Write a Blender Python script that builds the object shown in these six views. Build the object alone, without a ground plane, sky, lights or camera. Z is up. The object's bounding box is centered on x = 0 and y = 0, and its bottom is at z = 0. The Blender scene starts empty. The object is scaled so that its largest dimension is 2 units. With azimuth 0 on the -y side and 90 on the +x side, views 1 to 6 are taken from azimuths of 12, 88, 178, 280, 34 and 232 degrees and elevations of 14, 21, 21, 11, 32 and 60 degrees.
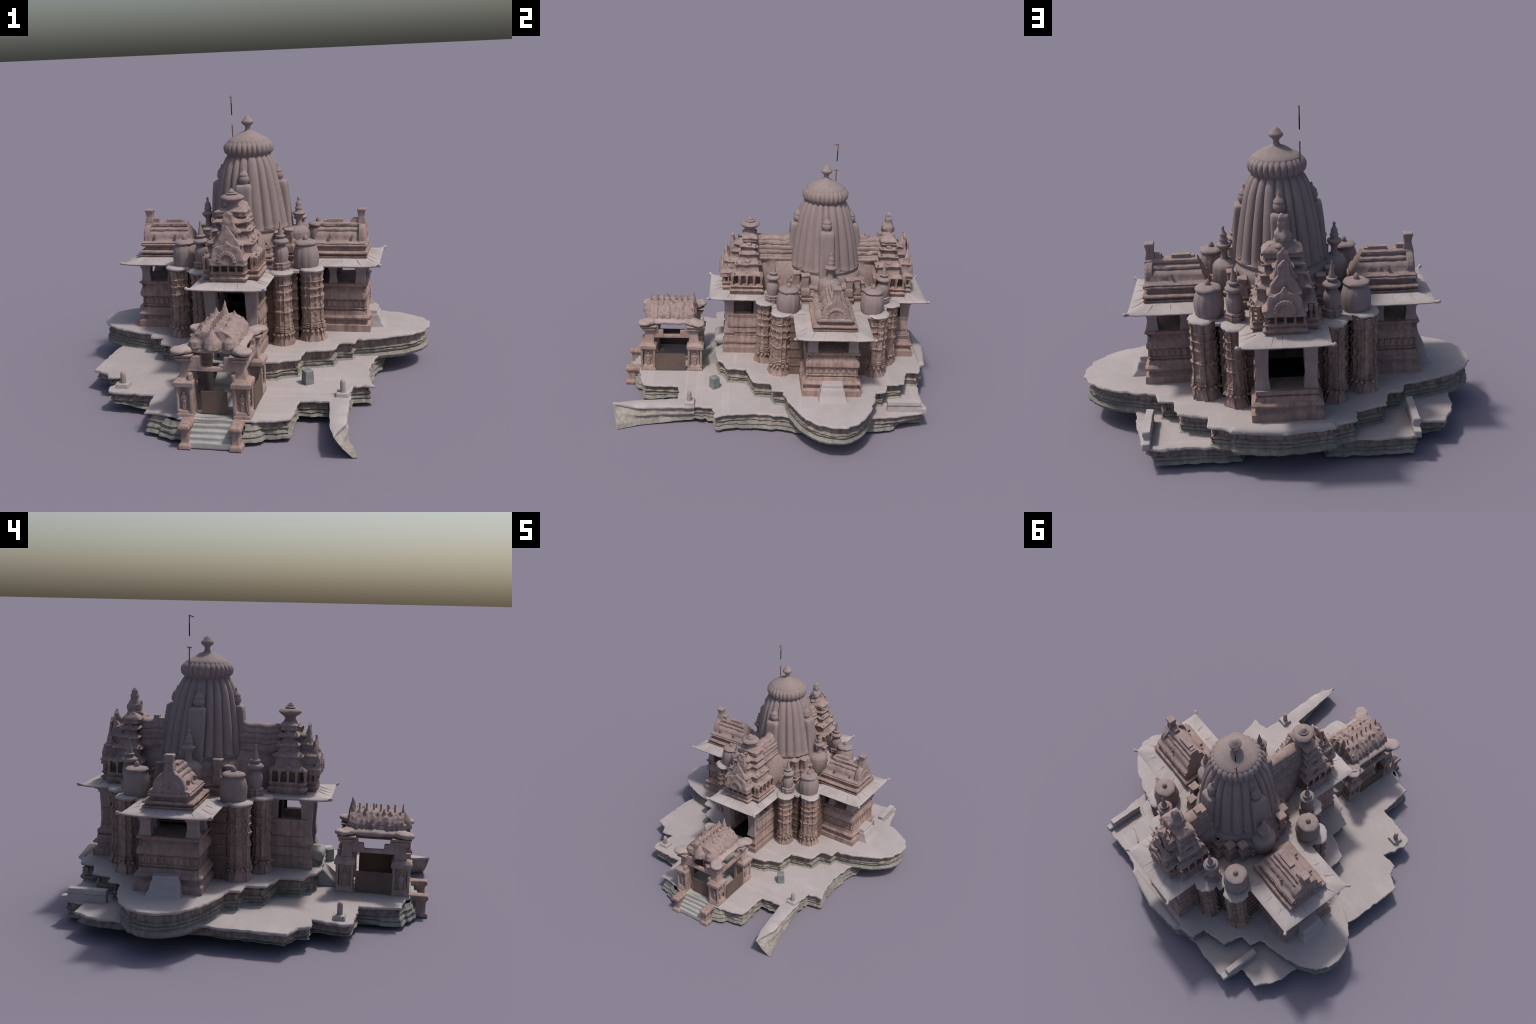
# Procedural model: a carved sandstone temple with a ribbed curved tower, four porches,
# corner bastions, a two-level stone terrace and a small entrance gateway.
import bpy, bmesh, math, random
from mathutils import Vector, noise, geometry

random.seed(7)
CX = -0.026          # east-west axis of the temple
CYE = 0.320          # north-south centre of the east and west porches
scene = bpy.context.scene
COL = scene.collection

# ------------------------------------------------------------------ materials
def stone(name, base, dark=None, light=None, scale=9.0, bump=0.35, grain=60.0,
          fine=0.28, streak=0.0, stain=None, stain_amt=0.0, rough=0.9, carve=0.0):
    """Matt weathered stone: two scales of blotches, fine grain, optional run-off streaks and stains."""
    m = bpy.data.materials.new(name)
    m.use_nodes = True
    nt = m.node_tree
    N, L = nt.nodes, nt.links
    bsdf = N["Principled BSDF"]
    bsdf.inputs["Roughness"].default_value = rough
    bsdf.inputs["Specular IOR Level"].default_value = 0.2
    dark = dark or tuple(c * 0.80 for c in base)
    light = light or tuple(min(1, c * 1.14) for c in base)
    tc = N.new("ShaderNodeTexCoord")
    n1 = N.new("ShaderNodeTexNoise"); n1.inputs["Scale"].default_value = scale
    n1.inputs["Detail"].default_value = 6; n1.inputs["Roughness"].default_value = 0.6
    L.new(tc.outputs["Object"], n1.inputs["Vector"])
    r = N.new("ShaderNodeValToRGB")
    r.color_ramp.elements[0].position = 0.30; r.color_ramp.elements[0].color = (*dark, 1)
    r.color_ramp.elements[1].position = 0.70; r.color_ramp.elements[1].color = (*light, 1)
    e = r.color_ramp.elements.new(0.5); e.color = (*base, 1)
    L.new(n1.outputs["Fac"], r.inputs["Fac"])
    col = r.outputs["Color"]
    n2 = N.new("ShaderNodeTexNoise"); n2.inputs["Scale"].default_value = grain
    n2.inputs["Detail"].default_value = 4
    L.new(tc.outputs["Object"], n2.inputs["Vector"])
    mx = N.new("ShaderNodeMix"); mx.data_type = 'RGBA'; mx.blend_type = 'OVERLAY'
    mx.inputs["Factor"].default_value = fine
    L.new(col, mx.inputs["A"]); L.new(n2.outputs["Fac"], mx.inputs["B"])
    col = mx.outputs["Result"]
    if streak > 0:                                   # vertical run-off streaks
        mp = N.new("ShaderNodeMapping"); mp.inputs["Scale"].default_value = (48, 48, 2.2)
        L.new(tc.outputs["Object"], mp.inputs["Vector"])
        n3 = N.new("ShaderNodeTexNoise"); n3.inputs["Scale"].default_value = 1.0
        n3.inputs["Detail"].default_value = 3
        L.new(mp.outputs["Vector"], n3.inputs["Vector"])
        rs = N.new("ShaderNodeValToRGB")
        rs.color_ramp.elements[0].position = 0.36; rs.color_ramp.elements[0].color = (0.5, 0.46, 0.42, 1)
        rs.color_ramp.elements[1].position = 0.58; rs.color_ramp.elements[1].color = (1, 1, 1, 1)
        L.new(n3.outputs["Fac"], rs.inputs["Fac"])
        m2 = N.new("ShaderNodeMix"); m2.data_type = 'RGBA'; m2.blend_type = 'MULTIPLY'
        m2.inputs["Factor"].default_value = streak
        L.new(col, m2.inputs["A"]); L.new(rs.outputs["Color"], m2.inputs["B"])
        col = m2.outputs["Result"]
    if stain:                                        # patches of another tint
        n4 = N.new("ShaderNodeTexNoise"); n4.inputs["Scale"].default_value = 5.0
        n4.inputs["Detail"].default_value = 5
        mp4 = N.new("ShaderNodeMapping"); mp4.inputs["Location"].default_value = (3.1, 1.7, 0.4)
        L.new(tc.outputs["Object"], mp4.inputs["Vector"]); L.new(mp4.outputs["Vector"], n4.inputs["Vector"])
        r4 = N.new("ShaderNodeValToRGB")
        r4.color_ramp.elements[0].position = 0.45; r4.color_ramp.elements[0].color = (0, 0, 0, 1)
        r4.color_ramp.elements[1].position = 0.68; r4.color_ramp.elements[1].color = (stain_amt,) * 3 + (1,)
        L.new(n4.outputs["Fac"], r4.inputs["Fac"])
        m4 = N.new("ShaderNodeMix"); m4.data_type = 'RGBA'
        L.new(r4.outputs["Color"], m4.inputs["Factor"])
        L.new(col, m4.inputs["A"]); m4.inputs["B"].default_value = (*stain, 1)
        col = m4.outputs["Result"]
    L.new(col, bsdf.inputs["Base Color"])
    if bump > 0:
        b = N.new("ShaderNodeBump"); b.inputs["Strength"].default_value = bump
        b.inputs["Distance"].default_value = 0.004
        L.new(n2.outputs["Fac"], b.inputs["Height"])
        if carve > 0:                                # shallow worn carving
            vo = N.new("ShaderNodeTexVoronoi"); vo.inputs["Scale"].default_value = 70
            mpc = N.new("ShaderNodeMapping"); mpc.inputs["Scale"].default_value = (1.0, 1.0, 0.55)
            L.new(tc.outputs["Object"], mpc.inputs["Vector"]); L.new(mpc.outputs["Vector"], vo.inputs["Vector"])
            b2 = N.new("ShaderNodeBump"); b2.inputs["Strength"].default_value = carve
            b2.inputs["Distance"].default_value = 0.006
            L.new(vo.outputs["Distance"], b2.inputs["Height"]); L.new(b2.outputs["Normal"], b.inputs["Normal"])
        L.new(b.outputs["Normal"], bsdf.inputs["Normal"])
    return m

M_PAVE  = stone("pale_paving",     (0.372, 0.326, 0.328), stain=(0.318, 0.296, 0.282), stain_amt=0.65, scale=4, bump=0.08, fine=0.12, dark=(0.335, 0.293, 0.293), light=(0.395, 0.346, 0.350))
M_EAVE  = stone("pale_eave_slab",  (0.372, 0.327, 0.325), scale=6, bump=0.10, fine=0.12, stain=(0.315, 0.280, 0.270), stain_amt=0.6)
M_TOWER = stone("tower_stone",     (0.262, 0.207, 0.202), scale=5, bump=0.06, fine=0.14, streak=0.15, stain=(0.232, 0.178, 0.170), stain_amt=0.6, light=(0.278, 0.223, 0.219), dark=(0.234, 0.187, 0.186))
M_CARVE = stone("carved_stone",    (0.290, 0.217, 0.204), scale=12, bump=0.25, fine=0.16, streak=0.25)
M_PINK  = stone("pink_sandstone",  (0.326, 0.231, 0.207), scale=11, bump=0.25, streak=0.55, fine=0.2, stain=(0.235, 0.165, 0.145), stain_amt=0.6)
M_PILL  = stone("pillar_stone",    (0.300, 0.240, 0.229), scale=9, bump=0.15, fine=0.14)
M_BAST  = stone("bastion_stone",   (0.320, 0.227, 0.197), scale=24, bump=0.5, streak=0.75, fine=0.25, stain=(0.215, 0.152, 0.130), stain_amt=0.7, carve=0.45)
M_WALL  = stone("recess_darkened_wall",      (0.165, 0.113, 0.095), scale=14, bump=0.4, streak=0.3, carve=0.4)  # stone colour lowered so the recesses between bastions look deep in shade
M_FRIEZ = stone("terrace_frieze",  (0.275, 0.226, 0.202), scale=14, bump=0.4, carve=0.2, streak=0.75, stain=(0.175, 0.165, 0.145), stain_amt=0.7)
M_LIPSHADE = stone("painted_lip_shadow", (0.105, 0.088, 0.074), scale=30, bump=0.4, stain=(0.20, 0.17, 0.145), stain_amt=0.8)  # near-black band modelled for the shadow line beneath slab edges
M_MOSS  = stone("mossy_base_course", (0.250, 0.236, 0.212), scale=11, bump=0.5, streak=0.45, stain=(0.145, 0.145, 0.128), stain_amt=0.75)
M_FACE  = stone("weathered_face", (0.300, 0.270, 0.246), scale=9, bump=0.4, streak=0.4, stain=(0.20, 0.185, 0.165), stain_amt=0.7)
M_STEP  = stone("grey_green_step", (0.325, 0.318, 0.308), scale=10, bump=0.2, fine=0.15, stain=(0.370, 0.335, 0.325), stain_amt=0.7)
M_CUBE  = stone("slate_block",     (0.185, 0.200, 0.200), scale=10, bump=0.2)
M_GATE  = stone("gate_sandstone",  (0.318, 0.242, 0.223), scale=12, bump=0.25, fine=0.2, streak=0.3, stain=(0.30, 0.190, 0.150), stain_amt=0.45)
M_GROOF = stone("gate_roof_stone", (0.335, 0.268, 0.254), scale=10, bump=0.2, fine=0.15)
M_PANEL = stone("brown_panel",     (0.128, 0.090, 0.076), scale=8, bump=0.1, grain=90, fine=0.15)
M_TYMP  = stone("niche_red_stone", (0.235, 0.158, 0.138), scale=30, bump=0.4)
M_DARK  = stone("dark_interior",   (0.012, 0.013, 0.016), scale=6, bump=0.0)  # flat black gives the porch openings their interior darkness
M_JOINT = stone("slab_joint",      (0.335, 0.290, 0.286), scale=20, bump=0.0)
M_POLE  = stone("pole_red_wood",   (0.210, 0.105, 0.080), scale=20, bump=0.1)
M_POLEB = stone("pole_black",      (0.020, 0.018, 0.018), scale=20, bump=0.0)

# ------------------------------------------------------------------ mesh helpers
def nz(x, y, z, s, seed=0.0):
    return noise.noise(Vector((x * s + seed, y * s - seed * 1.7, z * s + seed * 0.6)))

class MB:
    """Collects closed solids into one mesh."""
    def __init__(self):
        self.v, self.f = [], []
    def loft(self, rings, cap=True):
        b = len(self.v); n = len(rings[0])
        for r in rings:
            self.v += [tuple(p) for p in r]
        for k in range(len(rings) - 1):
            for i in range(n):
                j = (i + 1) % n
                self.f.append((b + k * n + i, b + k * n + j, b + (k + 1) * n + j, b + (k + 1) * n + i))
        if cap:
            for k, r in ((0, rings[0]), (len(rings) - 1, rings[-1])):
                if n > 60:                           # long outlines: explicit triangles
                    for t in geometry.tessellate_polygon([[Vector(p) for p in r]]):
                        self.f.append(tuple(b + k * n + i for i in t))
                else:
                    self.f.append(tuple(b + k * n + i for i in range(n)))
        return self
    def box(self, x0, x1, y0, y1, z0, z1, top=0.0, topy=None):
        ty = top if topy is None else topy
        return self.loft([[(x0, y0, z0), (x1, y0, z0), (x1, y1, z0), (x0, y1, z0)],
                          [(x0 + top, y0 + ty, z1), (x1 - top, y0 + ty, z1), (x1 - top, y1 - ty, z1), (x0 + top, y1 - ty, z1)]])
    def lathe(self, cx, cy, prof, n=32, lobes=0, amp=0.0, power=0.5, phase=0.0, sx=1.0, sy=1.0):
        rings = []
        for z, r in prof:
            ring = []
            for i in range(n):
                a = 2 * math.pi * i / n
                k = 1.0
                if lobes:
                    k = 1 - amp + amp * abs(math.cos(lobes * a * 0.5 + phase)) ** power
                ring.append((cx + sx * r * k * math.cos(a), cy + sy * r * k * math.sin(a), z))
            rings.append(ring)
        return self.loft(rings)
    def prism(self, poly, prof):
        """poly: outline; prof: (z, outward offset)."""
        return self.loft([[(x, y, z) for x, y in offset(poly, o)] for z, o in prof])
    def tube(self, pts, rad, n=8):
        rings = []
        for k, p in enumerate(pts):
            p = Vector(p)
            a = Vector(pts[max(0, k - 1)]); c = Vector(pts[min(len(pts) - 1, k + 1)])
            d = (c - a).normalized()
            u = d.cross(Vector((0.3, 0.9, 0.31))).normalized(); w = d.cross(u)
            r = rad[k] if isinstance(rad, (list, tuple)) else rad
            rings.append([p + r * (math.cos(2 * math.pi * i / n) * u + math.sin(2 * math.pi * i / n) * w) for i in range(n)])
        return self.loft(rings)
    def blob(self, c, r, n=10, jitter=0.0, seed=0.0):
        rx, ry, rz = r if isinstance(r, tuple) else (r, r, r)
        rings = []
        for k in range(1, n):
            t = math.pi * k / n - math.pi / 2
            ring = []
            for i in range(n * 2):
                a = math.pi * i / n
                d = Vector((math.cos(t) * math.cos(a), math.cos(t) * math.sin(a), math.sin(t)))
                q = 1 + jitter * nz(d.x, d.y, d.z, 1.6, seed)
                ring.append((c[0] + rx * q * d.x, c[1] + ry * q * d.y, c[2] + rz * q * d.z))
            rings.append(ring)
        return self.loft(rings)
    def map(self, fn, start=0):
        self.v[start:] = [fn(p) for p in self.v[start:]]
        return self

def offset(poly, d):
    """Mitred offset of a counter-clockwise outline (d > 0 goes outwards)."""
    if abs(d) < 1e-9:
        return list(poly)
    n = len(poly); out = []
    for i in range(n):
        a, b, c = Vector(poly[i - 1]), Vector(poly[i]), Vector(poly[(i + 1) % n])
        e1 = (b - a); e2 = (c - b)
        n1 = Vector((e1.y, -e1.x)).normalized() if e1.length > 1e-9 else Vector((0, 0))
        n2 = Vector((e2.y, -e2.x)).normalized() if e2.length > 1e-9 else n1
        m = n1 + n2
        if m.length < 1e-6:
            m = n1
        m.normalize()
        k = min(1.6, 1.0 / max(0.4, m.dot(n1)))
        out.append((b.x + m.x * d * k, b.y + m.y * d * k))
    return out

def dense(poly, step):
    out = []
    n = len(poly)
    for i in range(n):
        a, b = Vector(poly[i]), Vector(poly[(i + 1) % n])
        k = max(1, int((b - a).length / step + 0.5))
        out += [tuple(a.lerp(b, j / k)) for j in range(k)]
    return out

def rect(x0, x1, y0, y1):
    return [(x0, y0), (x1, y0), (x1, y1), (x0, y1)]

ROOT = bpy.data.objects.new("stone_temple", None)
COL.objects.link(ROOT)
ROOT["label"] = "carved pinkish sandstone temple with ribbed tower on stone terrace"
ROOT["category"] = "temple"

def part(name, group=None):
    """A part of the temple: an empty that holds its pieces (thing > part > piece, no deeper)."""
    o = bpy.data.objects.new(name, None)
    COL.objects.link(o); o.parent = ROOT
    return o

def build(name, mb, mat, parent=None, angle=38, voxel=0, smooth=0, wob=0.0, wscale=18.0, wseed=0.0, stuff=False, tri=False):
    me = bpy.data.meshes.new(name)
    me.from_pydata([tuple(p) for p in mb.v], [], mb.f)
    bm = bmesh.new(); bm.from_mesh(me)
    bmesh.ops.delete(bm, geom=[v for v in bm.verts if not v.link_faces], context='VERTS')
    bmesh.ops.recalc_face_normals(bm, faces=bm.faces)
    bm.to_mesh(me); bm.free()
    o = bpy.data.objects.new(name, me)
    COL.objects.link(o)
    if voxel:
        md = o.modifiers.new("r", 'REMESH'); md.mode = 'VOXEL'; md.voxel_size = voxel; md.adaptivity = 0.0
        if smooth:
            sm = o.modifiers.new("s", 'SMOOTH'); sm.factor = 0.5; sm.iterations = smooth
        dg = bpy.context.evaluated_depsgraph_get()
        dg.update()
        me2 = bpy.data.meshes.new_from_object(o.evaluated_get(dg))
        o.modifiers.clear()
        o.data = me2; bpy.data.meshes.remove(me); me = me2; me.name = name
    if wob:
        for v in me.vertices:
            c = v.co
            v.co = c + Vector((nz(c.x, c.y, c.z, wscale, wseed + 1), nz(c.x, c.y, c.z, wscale, wseed + 5),
                               nz(c.x, c.y, c.z, wscale, wseed + 9) * 0.7)) * wob
    me.materials.clear(); me.materials.append(mat)
    me.shade_smooth()
    if not voxel or angle < 38:
        me.set_sharp_from_angle(angle=math.radians(angle))
    o.parent = parent or ROOT
    if stuff:
        o["kind"] = "stuff"
    return o

def mirx(p):          # east <-> west
    return (2 * CX - p[0], p[1], p[2])
def miry(s):          # south <-> north about s/2
    return lambda p: (p[0], s - p[1], p[2])

# ------------------------------------------------------------------ terraces
UP_E = [(0.110, -0.388), (0.165, -0.380), (0.226, -0.365), (0.246, -0.335), (0.333, -0.308), (0.339, -0.186), (0.497, -0.141),
        (0.512, -0.042), (0.594, -0.024), (0.603, 0.034), (0.700, 0.057), (0.815, 0.102), (0.910, 0.160), (0.968, 0.226),
        (0.996, 0.306), (0.990, 0.385), (0.952, 0.452), (0.876, 0.510), (0.795, 0.545), (0.700, 0.574), (0.606, 0.594),
        (0.590, 0.660), (0.513, 0.676), (0.492, 0.788), (0.346, 0.824), (0.347, 0.909), (0.252, 0.938), (0.236, 0.962), (0.110, 0.982)]
UPPER = UP_E + [(0.0, 0.995)] + [(-x, y) for x, y in reversed(UP_E)]

LOWER = [(-0.130, -0.862), (0.130, -0.862), (0.160, -0.878), (0.250, -0.861), (0.300, -0.842), (0.365, -0.832), (0.373, -0.608),
         (0.525, -0.600), (0.610, -0.505), (0.618, -0.388), (0.700, -0.374), (0.722, -0.368), (0.688, -0.250), (0.683, -0.140),
         (0.700, 0.040), (0.735, 0.110), (0.740, 0.350), (0.712, 0.600), (0.700, 0.690), (0.652, 0.880), (0.612, 0.906),
         (0.190, 0.906), (-0.192, 0.906), (-0.600, 0.902), (-0.637, 0.894), (-0.648, 0.780),
         (-0.785, 0.775), (-0.825, 0.700), (-0.850, 0.630), (-0.852, 0.520), (-0.845, 0.300), (-0.828, 0.100), (-0.838, -0.150),
         (-0.840, -0.300), (-0.747, -0.340), (-0.722, -0.398), (-0.622, -0.395), (-0.655, -0.545), (-0.643, -0.594),
         (-0.385, -0.612), (-0.362, -0.831), (-0.315, -0.828), (-0.212, -0.848), (-0.160, -0.872)]

# footing of the lower terrace: spreads beside the stair, recedes under the north and west rims
FOOT = [(-0.136, -0.920), (-0.112, -0.858), (0.112, -0.858), (0.136, -0.920), (0.165, -0.912), (0.242, -0.884), (0.250, -0.850), (0.362, -0.834), (0.371, -0.610),
        (0.525, -0.602), (0.610, -0.505), (0.618, -0.390), (0.700, -0.376), (0.716, -0.366), (0.690, -0.250), (0.690, -0.140),
        (0.704, 0.040), (0.738, 0.110), (0.742, 0.350), (0.716, 0.600), (0.690, 0.700), (0.616, 0.760), (0.612, 0.898),
        (0.190, 0.898), (0.185, 0.800), (-0.190, 0.800), (-0.194, 0.898), (-0.612, 0.898), (-0.640, 0.770),
        (-0.765, 0.765), (-0.790, 0.690), (-0.800, 0.600), (-0.790, 0.400), (-0.790, 0.100), (-0.815, -0.150),
        (-0.824, -0.290), (-0.740, -0.334), (-0.718, -0.390), (-0.618, -0.395), (-0.640, -0.545), (-0.632, -0.586),
        (-0.380, -0.610), (-0.368, -0.834), (-0.286, -0.860), (-0.243, -0.896), (-0.195, -0.910)]

def foot_rise(x, y, z):
    """The footing is shallower along the west rim."""
    k = 0.0
    if y > -0.72:
        k = 0.45 * min(1.0, (y + 0.72) / 0.06)
    if x < -0.45 and y > -0.66:
        k = max(k, min(1.0, (-0.45 - x) / 0.12))
    if x > 0.45 and y > -0.42:
        k = 0.0
    if y > 0.80:
        k = 0.10
    return z + (0.066 - z) * 0.68 * k if z < 0.066 else z

def rough_outline(poly, step, amp, scale, seed):
    d = dense(poly, step)
    o = offset(d, 1e-3)
    out = []
    for (x, y), (ox, oy) in zip(d, o):
        k = amp * (nz(x, y, 0, scale, seed) + 0.6 * nz(x, y, 0, scale * 2.8, seed + 3))
        nx, ny = (ox - x) / 1e-3, (oy - y) / 1e-3
        out.append((x + nx * k, y + ny * k))
    return out

def course(name, poly, prof, mat, parent, step=0.010, amp=0.005, seed=0.0, wave=0.005, zfix=None):
    """One masonry course: an outline swept along a moulded profile, worn unevenly."""
    mb = MB(); rings = []
    base = rough_outline(poly, step, amp, 22, seed)
    for z, o in prof:
        ring = []
        for (x, y) in offset(base, o):
            ring.append((x + wave * nz(x, y, z, 26, seed + 4), y + wave * nz(x, y, z, 26, seed + 8), z if z == prof[-1][0] else z + wave * 0.8 * nz(x, y, 0, 14, seed + 2)))
        rings.append(ring)
    if zfix:
        rings = [[(x, y, zfix(x, y, z)) for x, y, z in r] for r in rings]
    mb.loft(rings)
    return build(name, mb, mat, parent, angle=20 if mat is M_PAVE else 50)

terr = part("temple_terrace")
course("paving_slab", UPPER, [(0.211, -0.018), (0.213, 0.000), (0.219, 0.004), (0.2255, 0.002), (0.2285, -0.003)], M_PAVE, terr, amp=0.007, seed=1, step=0.009)
course("painted_lip_shadow", UPPER, [(0.199, -0.034), (0.201, -0.025), (0.208, -0.021), (0.2125, -0.017)], M_LIPSHADE, terr, seed=2)
course("painted_lip_shadow", UPPER, [(0.1475, -0.028), (0.149, -0.019), (0.1525, -0.019), (0.154, -0.026)], M_LIPSHADE, terr, seed=2)
course("frieze_band", UPPER, [(0.150, -0.022), (0.158, -0.012), (0.164, -0.016), (0.170, -0.030), (0.196, -0.034), (0.206, -0.026), (0.212, -0.020)], M_FRIEZ, terr, seed=2)
course("base_course", UPPER, [(0.089, -0.036), (0.094, -0.016), (0.104, -0.004), (0.116, -0.002), (0.124, -0.012), (0.130, -0.022), (0.136, -0.016), (0.146, -0.014), (0.151, -0.020)], M_MOSS, terr, seed=3)

low = part("court_terrace")
course("paving_slab", LOWER, [(0.101, -0.014), (0.104, 0.000), (0.110, 0.003), (0.1165, 0.001), (0.119, -0.003)], M_PAVE, low, amp=0.007, seed=11, step=0.009)
course("painted_lip_shadow", LOWER, [(0.094, -0.026), (0.096, -0.019), (0.100, -0.014), (0.103, -0.011)], M_LIPSHADE, low, seed=12)
course("frieze_band", LOWER, [(0.064, -0.016), (0.070, -0.008), (0.076, -0.014), (0.082, -0.022), (0.094, -0.024), (0.102, -0.012)], M_FRIEZ, low, seed=12)
course("base_course", FOOT, [(0.014, -0.012), (0.018, 0.000), (0.030, -0.004), (0.037, -0.016), (0.043, -0.008), (0.052, -0.010), (0.058, -0.020), (0.066, -0.024), (0.074, -0.018), (0.080, -0.026), (0.100, -0.034)], M_MOSS, low, seed=13, amp=0.009, wave=0.007, zfix=foot_rise)

# rounded lip of the north landing
mb = MB()
mb.prism(rough_outline([(-0.24, 0.93), (0.24, 0.93), (0.235, 0.965), (0.11, 0.985), (0.0, 0.998), (-0.11, 0.985), (-0.235, 0.965)], 0.02, 0.003, 20, 5),
         [(0.215, 0.0), (0.226, 0.002), (0.236, -0.006), (0.242, -0.018)])
build("landing_lip", mb, M_PAVE, terr, angle=50)

# long side wall that runs out to the south-east
def curve(t, keys):
    for (a, u), (b, v) in zip(keys, keys[1:]):
        if t <= b:
            k = (t - a) / (b - a)
            return u + (v - u) * k
    return keys[-1][1]
WL = [(0.0, 0.520), (0.2, 0.522), (0.55, 0.547), (0.80, 0.560), (1.0, 0.590)]       # west top edge
WR = [(0.0, 0.618), (0.35, 0.621), (0.6, 0.633), (0.82, 0.622), (0.92, 0.604), (1.0, 0.596)]   # east top edge
WB = [(0.0, 0.600), (0.35, 0.620), (0.67, 0.644), (0.92, 0.684), (1.0, 0.690)]       # east foot
mb = MB(); rings = []
for t in [i / 30 for i in range(31)]:
    y = -0.50 - 0.492 * t
    xl, xr, xb = curve(t, WL), curve(t, WR), curve(t, WB)
    zb = curve(t, [(0, 0.02), (0.5, 0.006), (1.0, 0.0)])
    end = 0.036 * t ** 4
    w = [0.006 * nz(t * 7, k * 0.8, 0, 1.0, 4) for k in range(8)]
    xw = xl + 0.004 + (xb - 0.022 - xl) * t ** 2.2                                    # west foot
    lip = 0.010
    rings.append([(xl, y, 0.117), (0.6 * xl + 0.4 * xr, y - 0.001, 0.122), (xr - 0.004, y, 0.120), (xr + 0.002 + w[0], y, 0.114), (xr + 0.002 + w[0], y + end * .2, 0.106),
                  (xr - lip + w[1], y + end * .3, 0.096), (xr + 0.15 * (xb - xr) - lip + w[2], y + end * .4, 0.076), (xr + 0.2 * (xb - xr) + w[3], y + end * .5, 0.068),
                  (xr + 0.3 * (xb - xr) + w[3], y + end * .6, 0.060), (xr + 0.45 * (xb - xr) - lip + w[4], y + end * .7, 0.050), (xr + 0.6 * (xb - xr) - lip + w[4], y + end * .8, 0.036),
                  (xb + w[5] - 0.004, y + end * .9, 0.028), (xb + 0.002, y + end, zb), (xw, y + end * .8, zb + 0.002), (0.55 * xl + 0.45 * xw + w[6], y + end * .4, 0.055), (xl + 0.006, y + end * 0.1, 0.104)])
top = MB(); side = MB(); nr = len(rings[0])
for m_ in (top, side):
    m_.v = [p for r in rings for p in r]
for k in range(len(rings) - 1):
    for i in range(nr):
        q = (k * nr + i, k * nr + (i + 1) % nr, (k + 1) * nr + (i + 1) % nr, (k + 1) * nr + i)
        (top if i in (nr - 1, 0, 1, 2, 3) else side).f.append(q)
side.f += [tuple(range(nr)), tuple((len(rings) - 1) * nr + i for i in range(nr))]
wl = part("boundary_wall", low)
build("wall_coping", top, M_PAVE, wl, angle=40, wob=0.004, wscale=26)
build("wall_face", side, M_FACE, wl, angle=40, wob=0.004, wscale=26)

# low parapet walls on the northern corners
def parapet(x, y0, y1, seed):
    mb = MB()
    mb.box(x - 0.017, x + 0.017, y0, y1 - 0.035, 0.110, 0.168, 0.004)
    mb.box(x - 0.021, x + 0.021, y0 - 0.003, y1 - 0.038, 0.162, 0.188, 0.003)
    mb.box(x - 0.019, x + 0.019, y1 - 0.06, y1, 0.110, 0.146, 0.002)
    build("parapet", mb, M_PAVE, low, voxel=0.004, smooth=3, wob=0.003, wscale=24, wseed=seed)
parapet(0.634, 0.668, 0.912, 2)
parapet(-0.628, 0.660, 0.908, 6)

# lingas on square stone seats
def linga(x, y):
    g = part("linga", low)
    mb = MB(); mb.box(x - 0.036, x + 0.036, y - 0.030, y + 0.036, 0.112, 0.142, 0.004)
    build("linga_seat", mb, M_PAVE, g, voxel=0.004, smooth=2, wob=0.003)
    mb = MB(); mb.lathe(x, y, [(0.13, 0.0148), (0.16, 0.0142), (0.190, 0.0140), (0.198, 0.0125), (0.204, 0.0085), (0.207, 0.003)], 20)
    build("linga_shaft", mb, M_PILL, g, angle=60)
linga(0.584, -0.532)
linga(-0.582, -0.528)

# slate block
mb = MB(); c, s = math.cos(0.62), math.sin(0.62)
mb.box(-0.0255, 0.0255, -0.0255, 0.0255, 0.112, 0.193, 0.002)
mb.map(lambda p: (0.384 + p[0] * c - p[1] * s, -0.384 + p[0] * s + p[1] * c, p[2]))
build("slate_block", mb, M_CUBE, low, voxel=0.003, smooth=3)

# front stair with side blocks
st = part("entrance_stair")
mb = MB(); N = 5
for i in range(N):
    z1 = 0.118 - i * 0.022 - 0.001
    y0 = -0.860 - (i + 1) * 0.0195
    mb.box(-0.108 - 0.001 * i, 0.108 + 0.001 * i, y0, -0.83 + i * 0.0005, 0.0, z1, 0.001, 0.004)
build("stair_flight", mb, M_STEP, st, voxel=0.0035, smooth=4, wob=0.003)
for sx in (-1, 1):
    x = sx * 0.125
    mb = MB()
    mb.prism(rect(x - 0.024, x + 0.024, -0.962, -0.85), [(0.0, 0.008), (0.018, 0.006), (0.028, -0.004), (0.07, -0.006), (0.09, -0.002), (0.098, 0.006)])
    mb.prism(rect(x - 0.028, x + 0.028, -0.968, -0.85), [(0.096, 0.0), (0.104, 0.003), (0.118, 0.0), (0.122, -0.006)])
    build("stair_block", mb, M_PINK, st, voxel=0.0035, smooth=3, wob=0.002)

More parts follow.
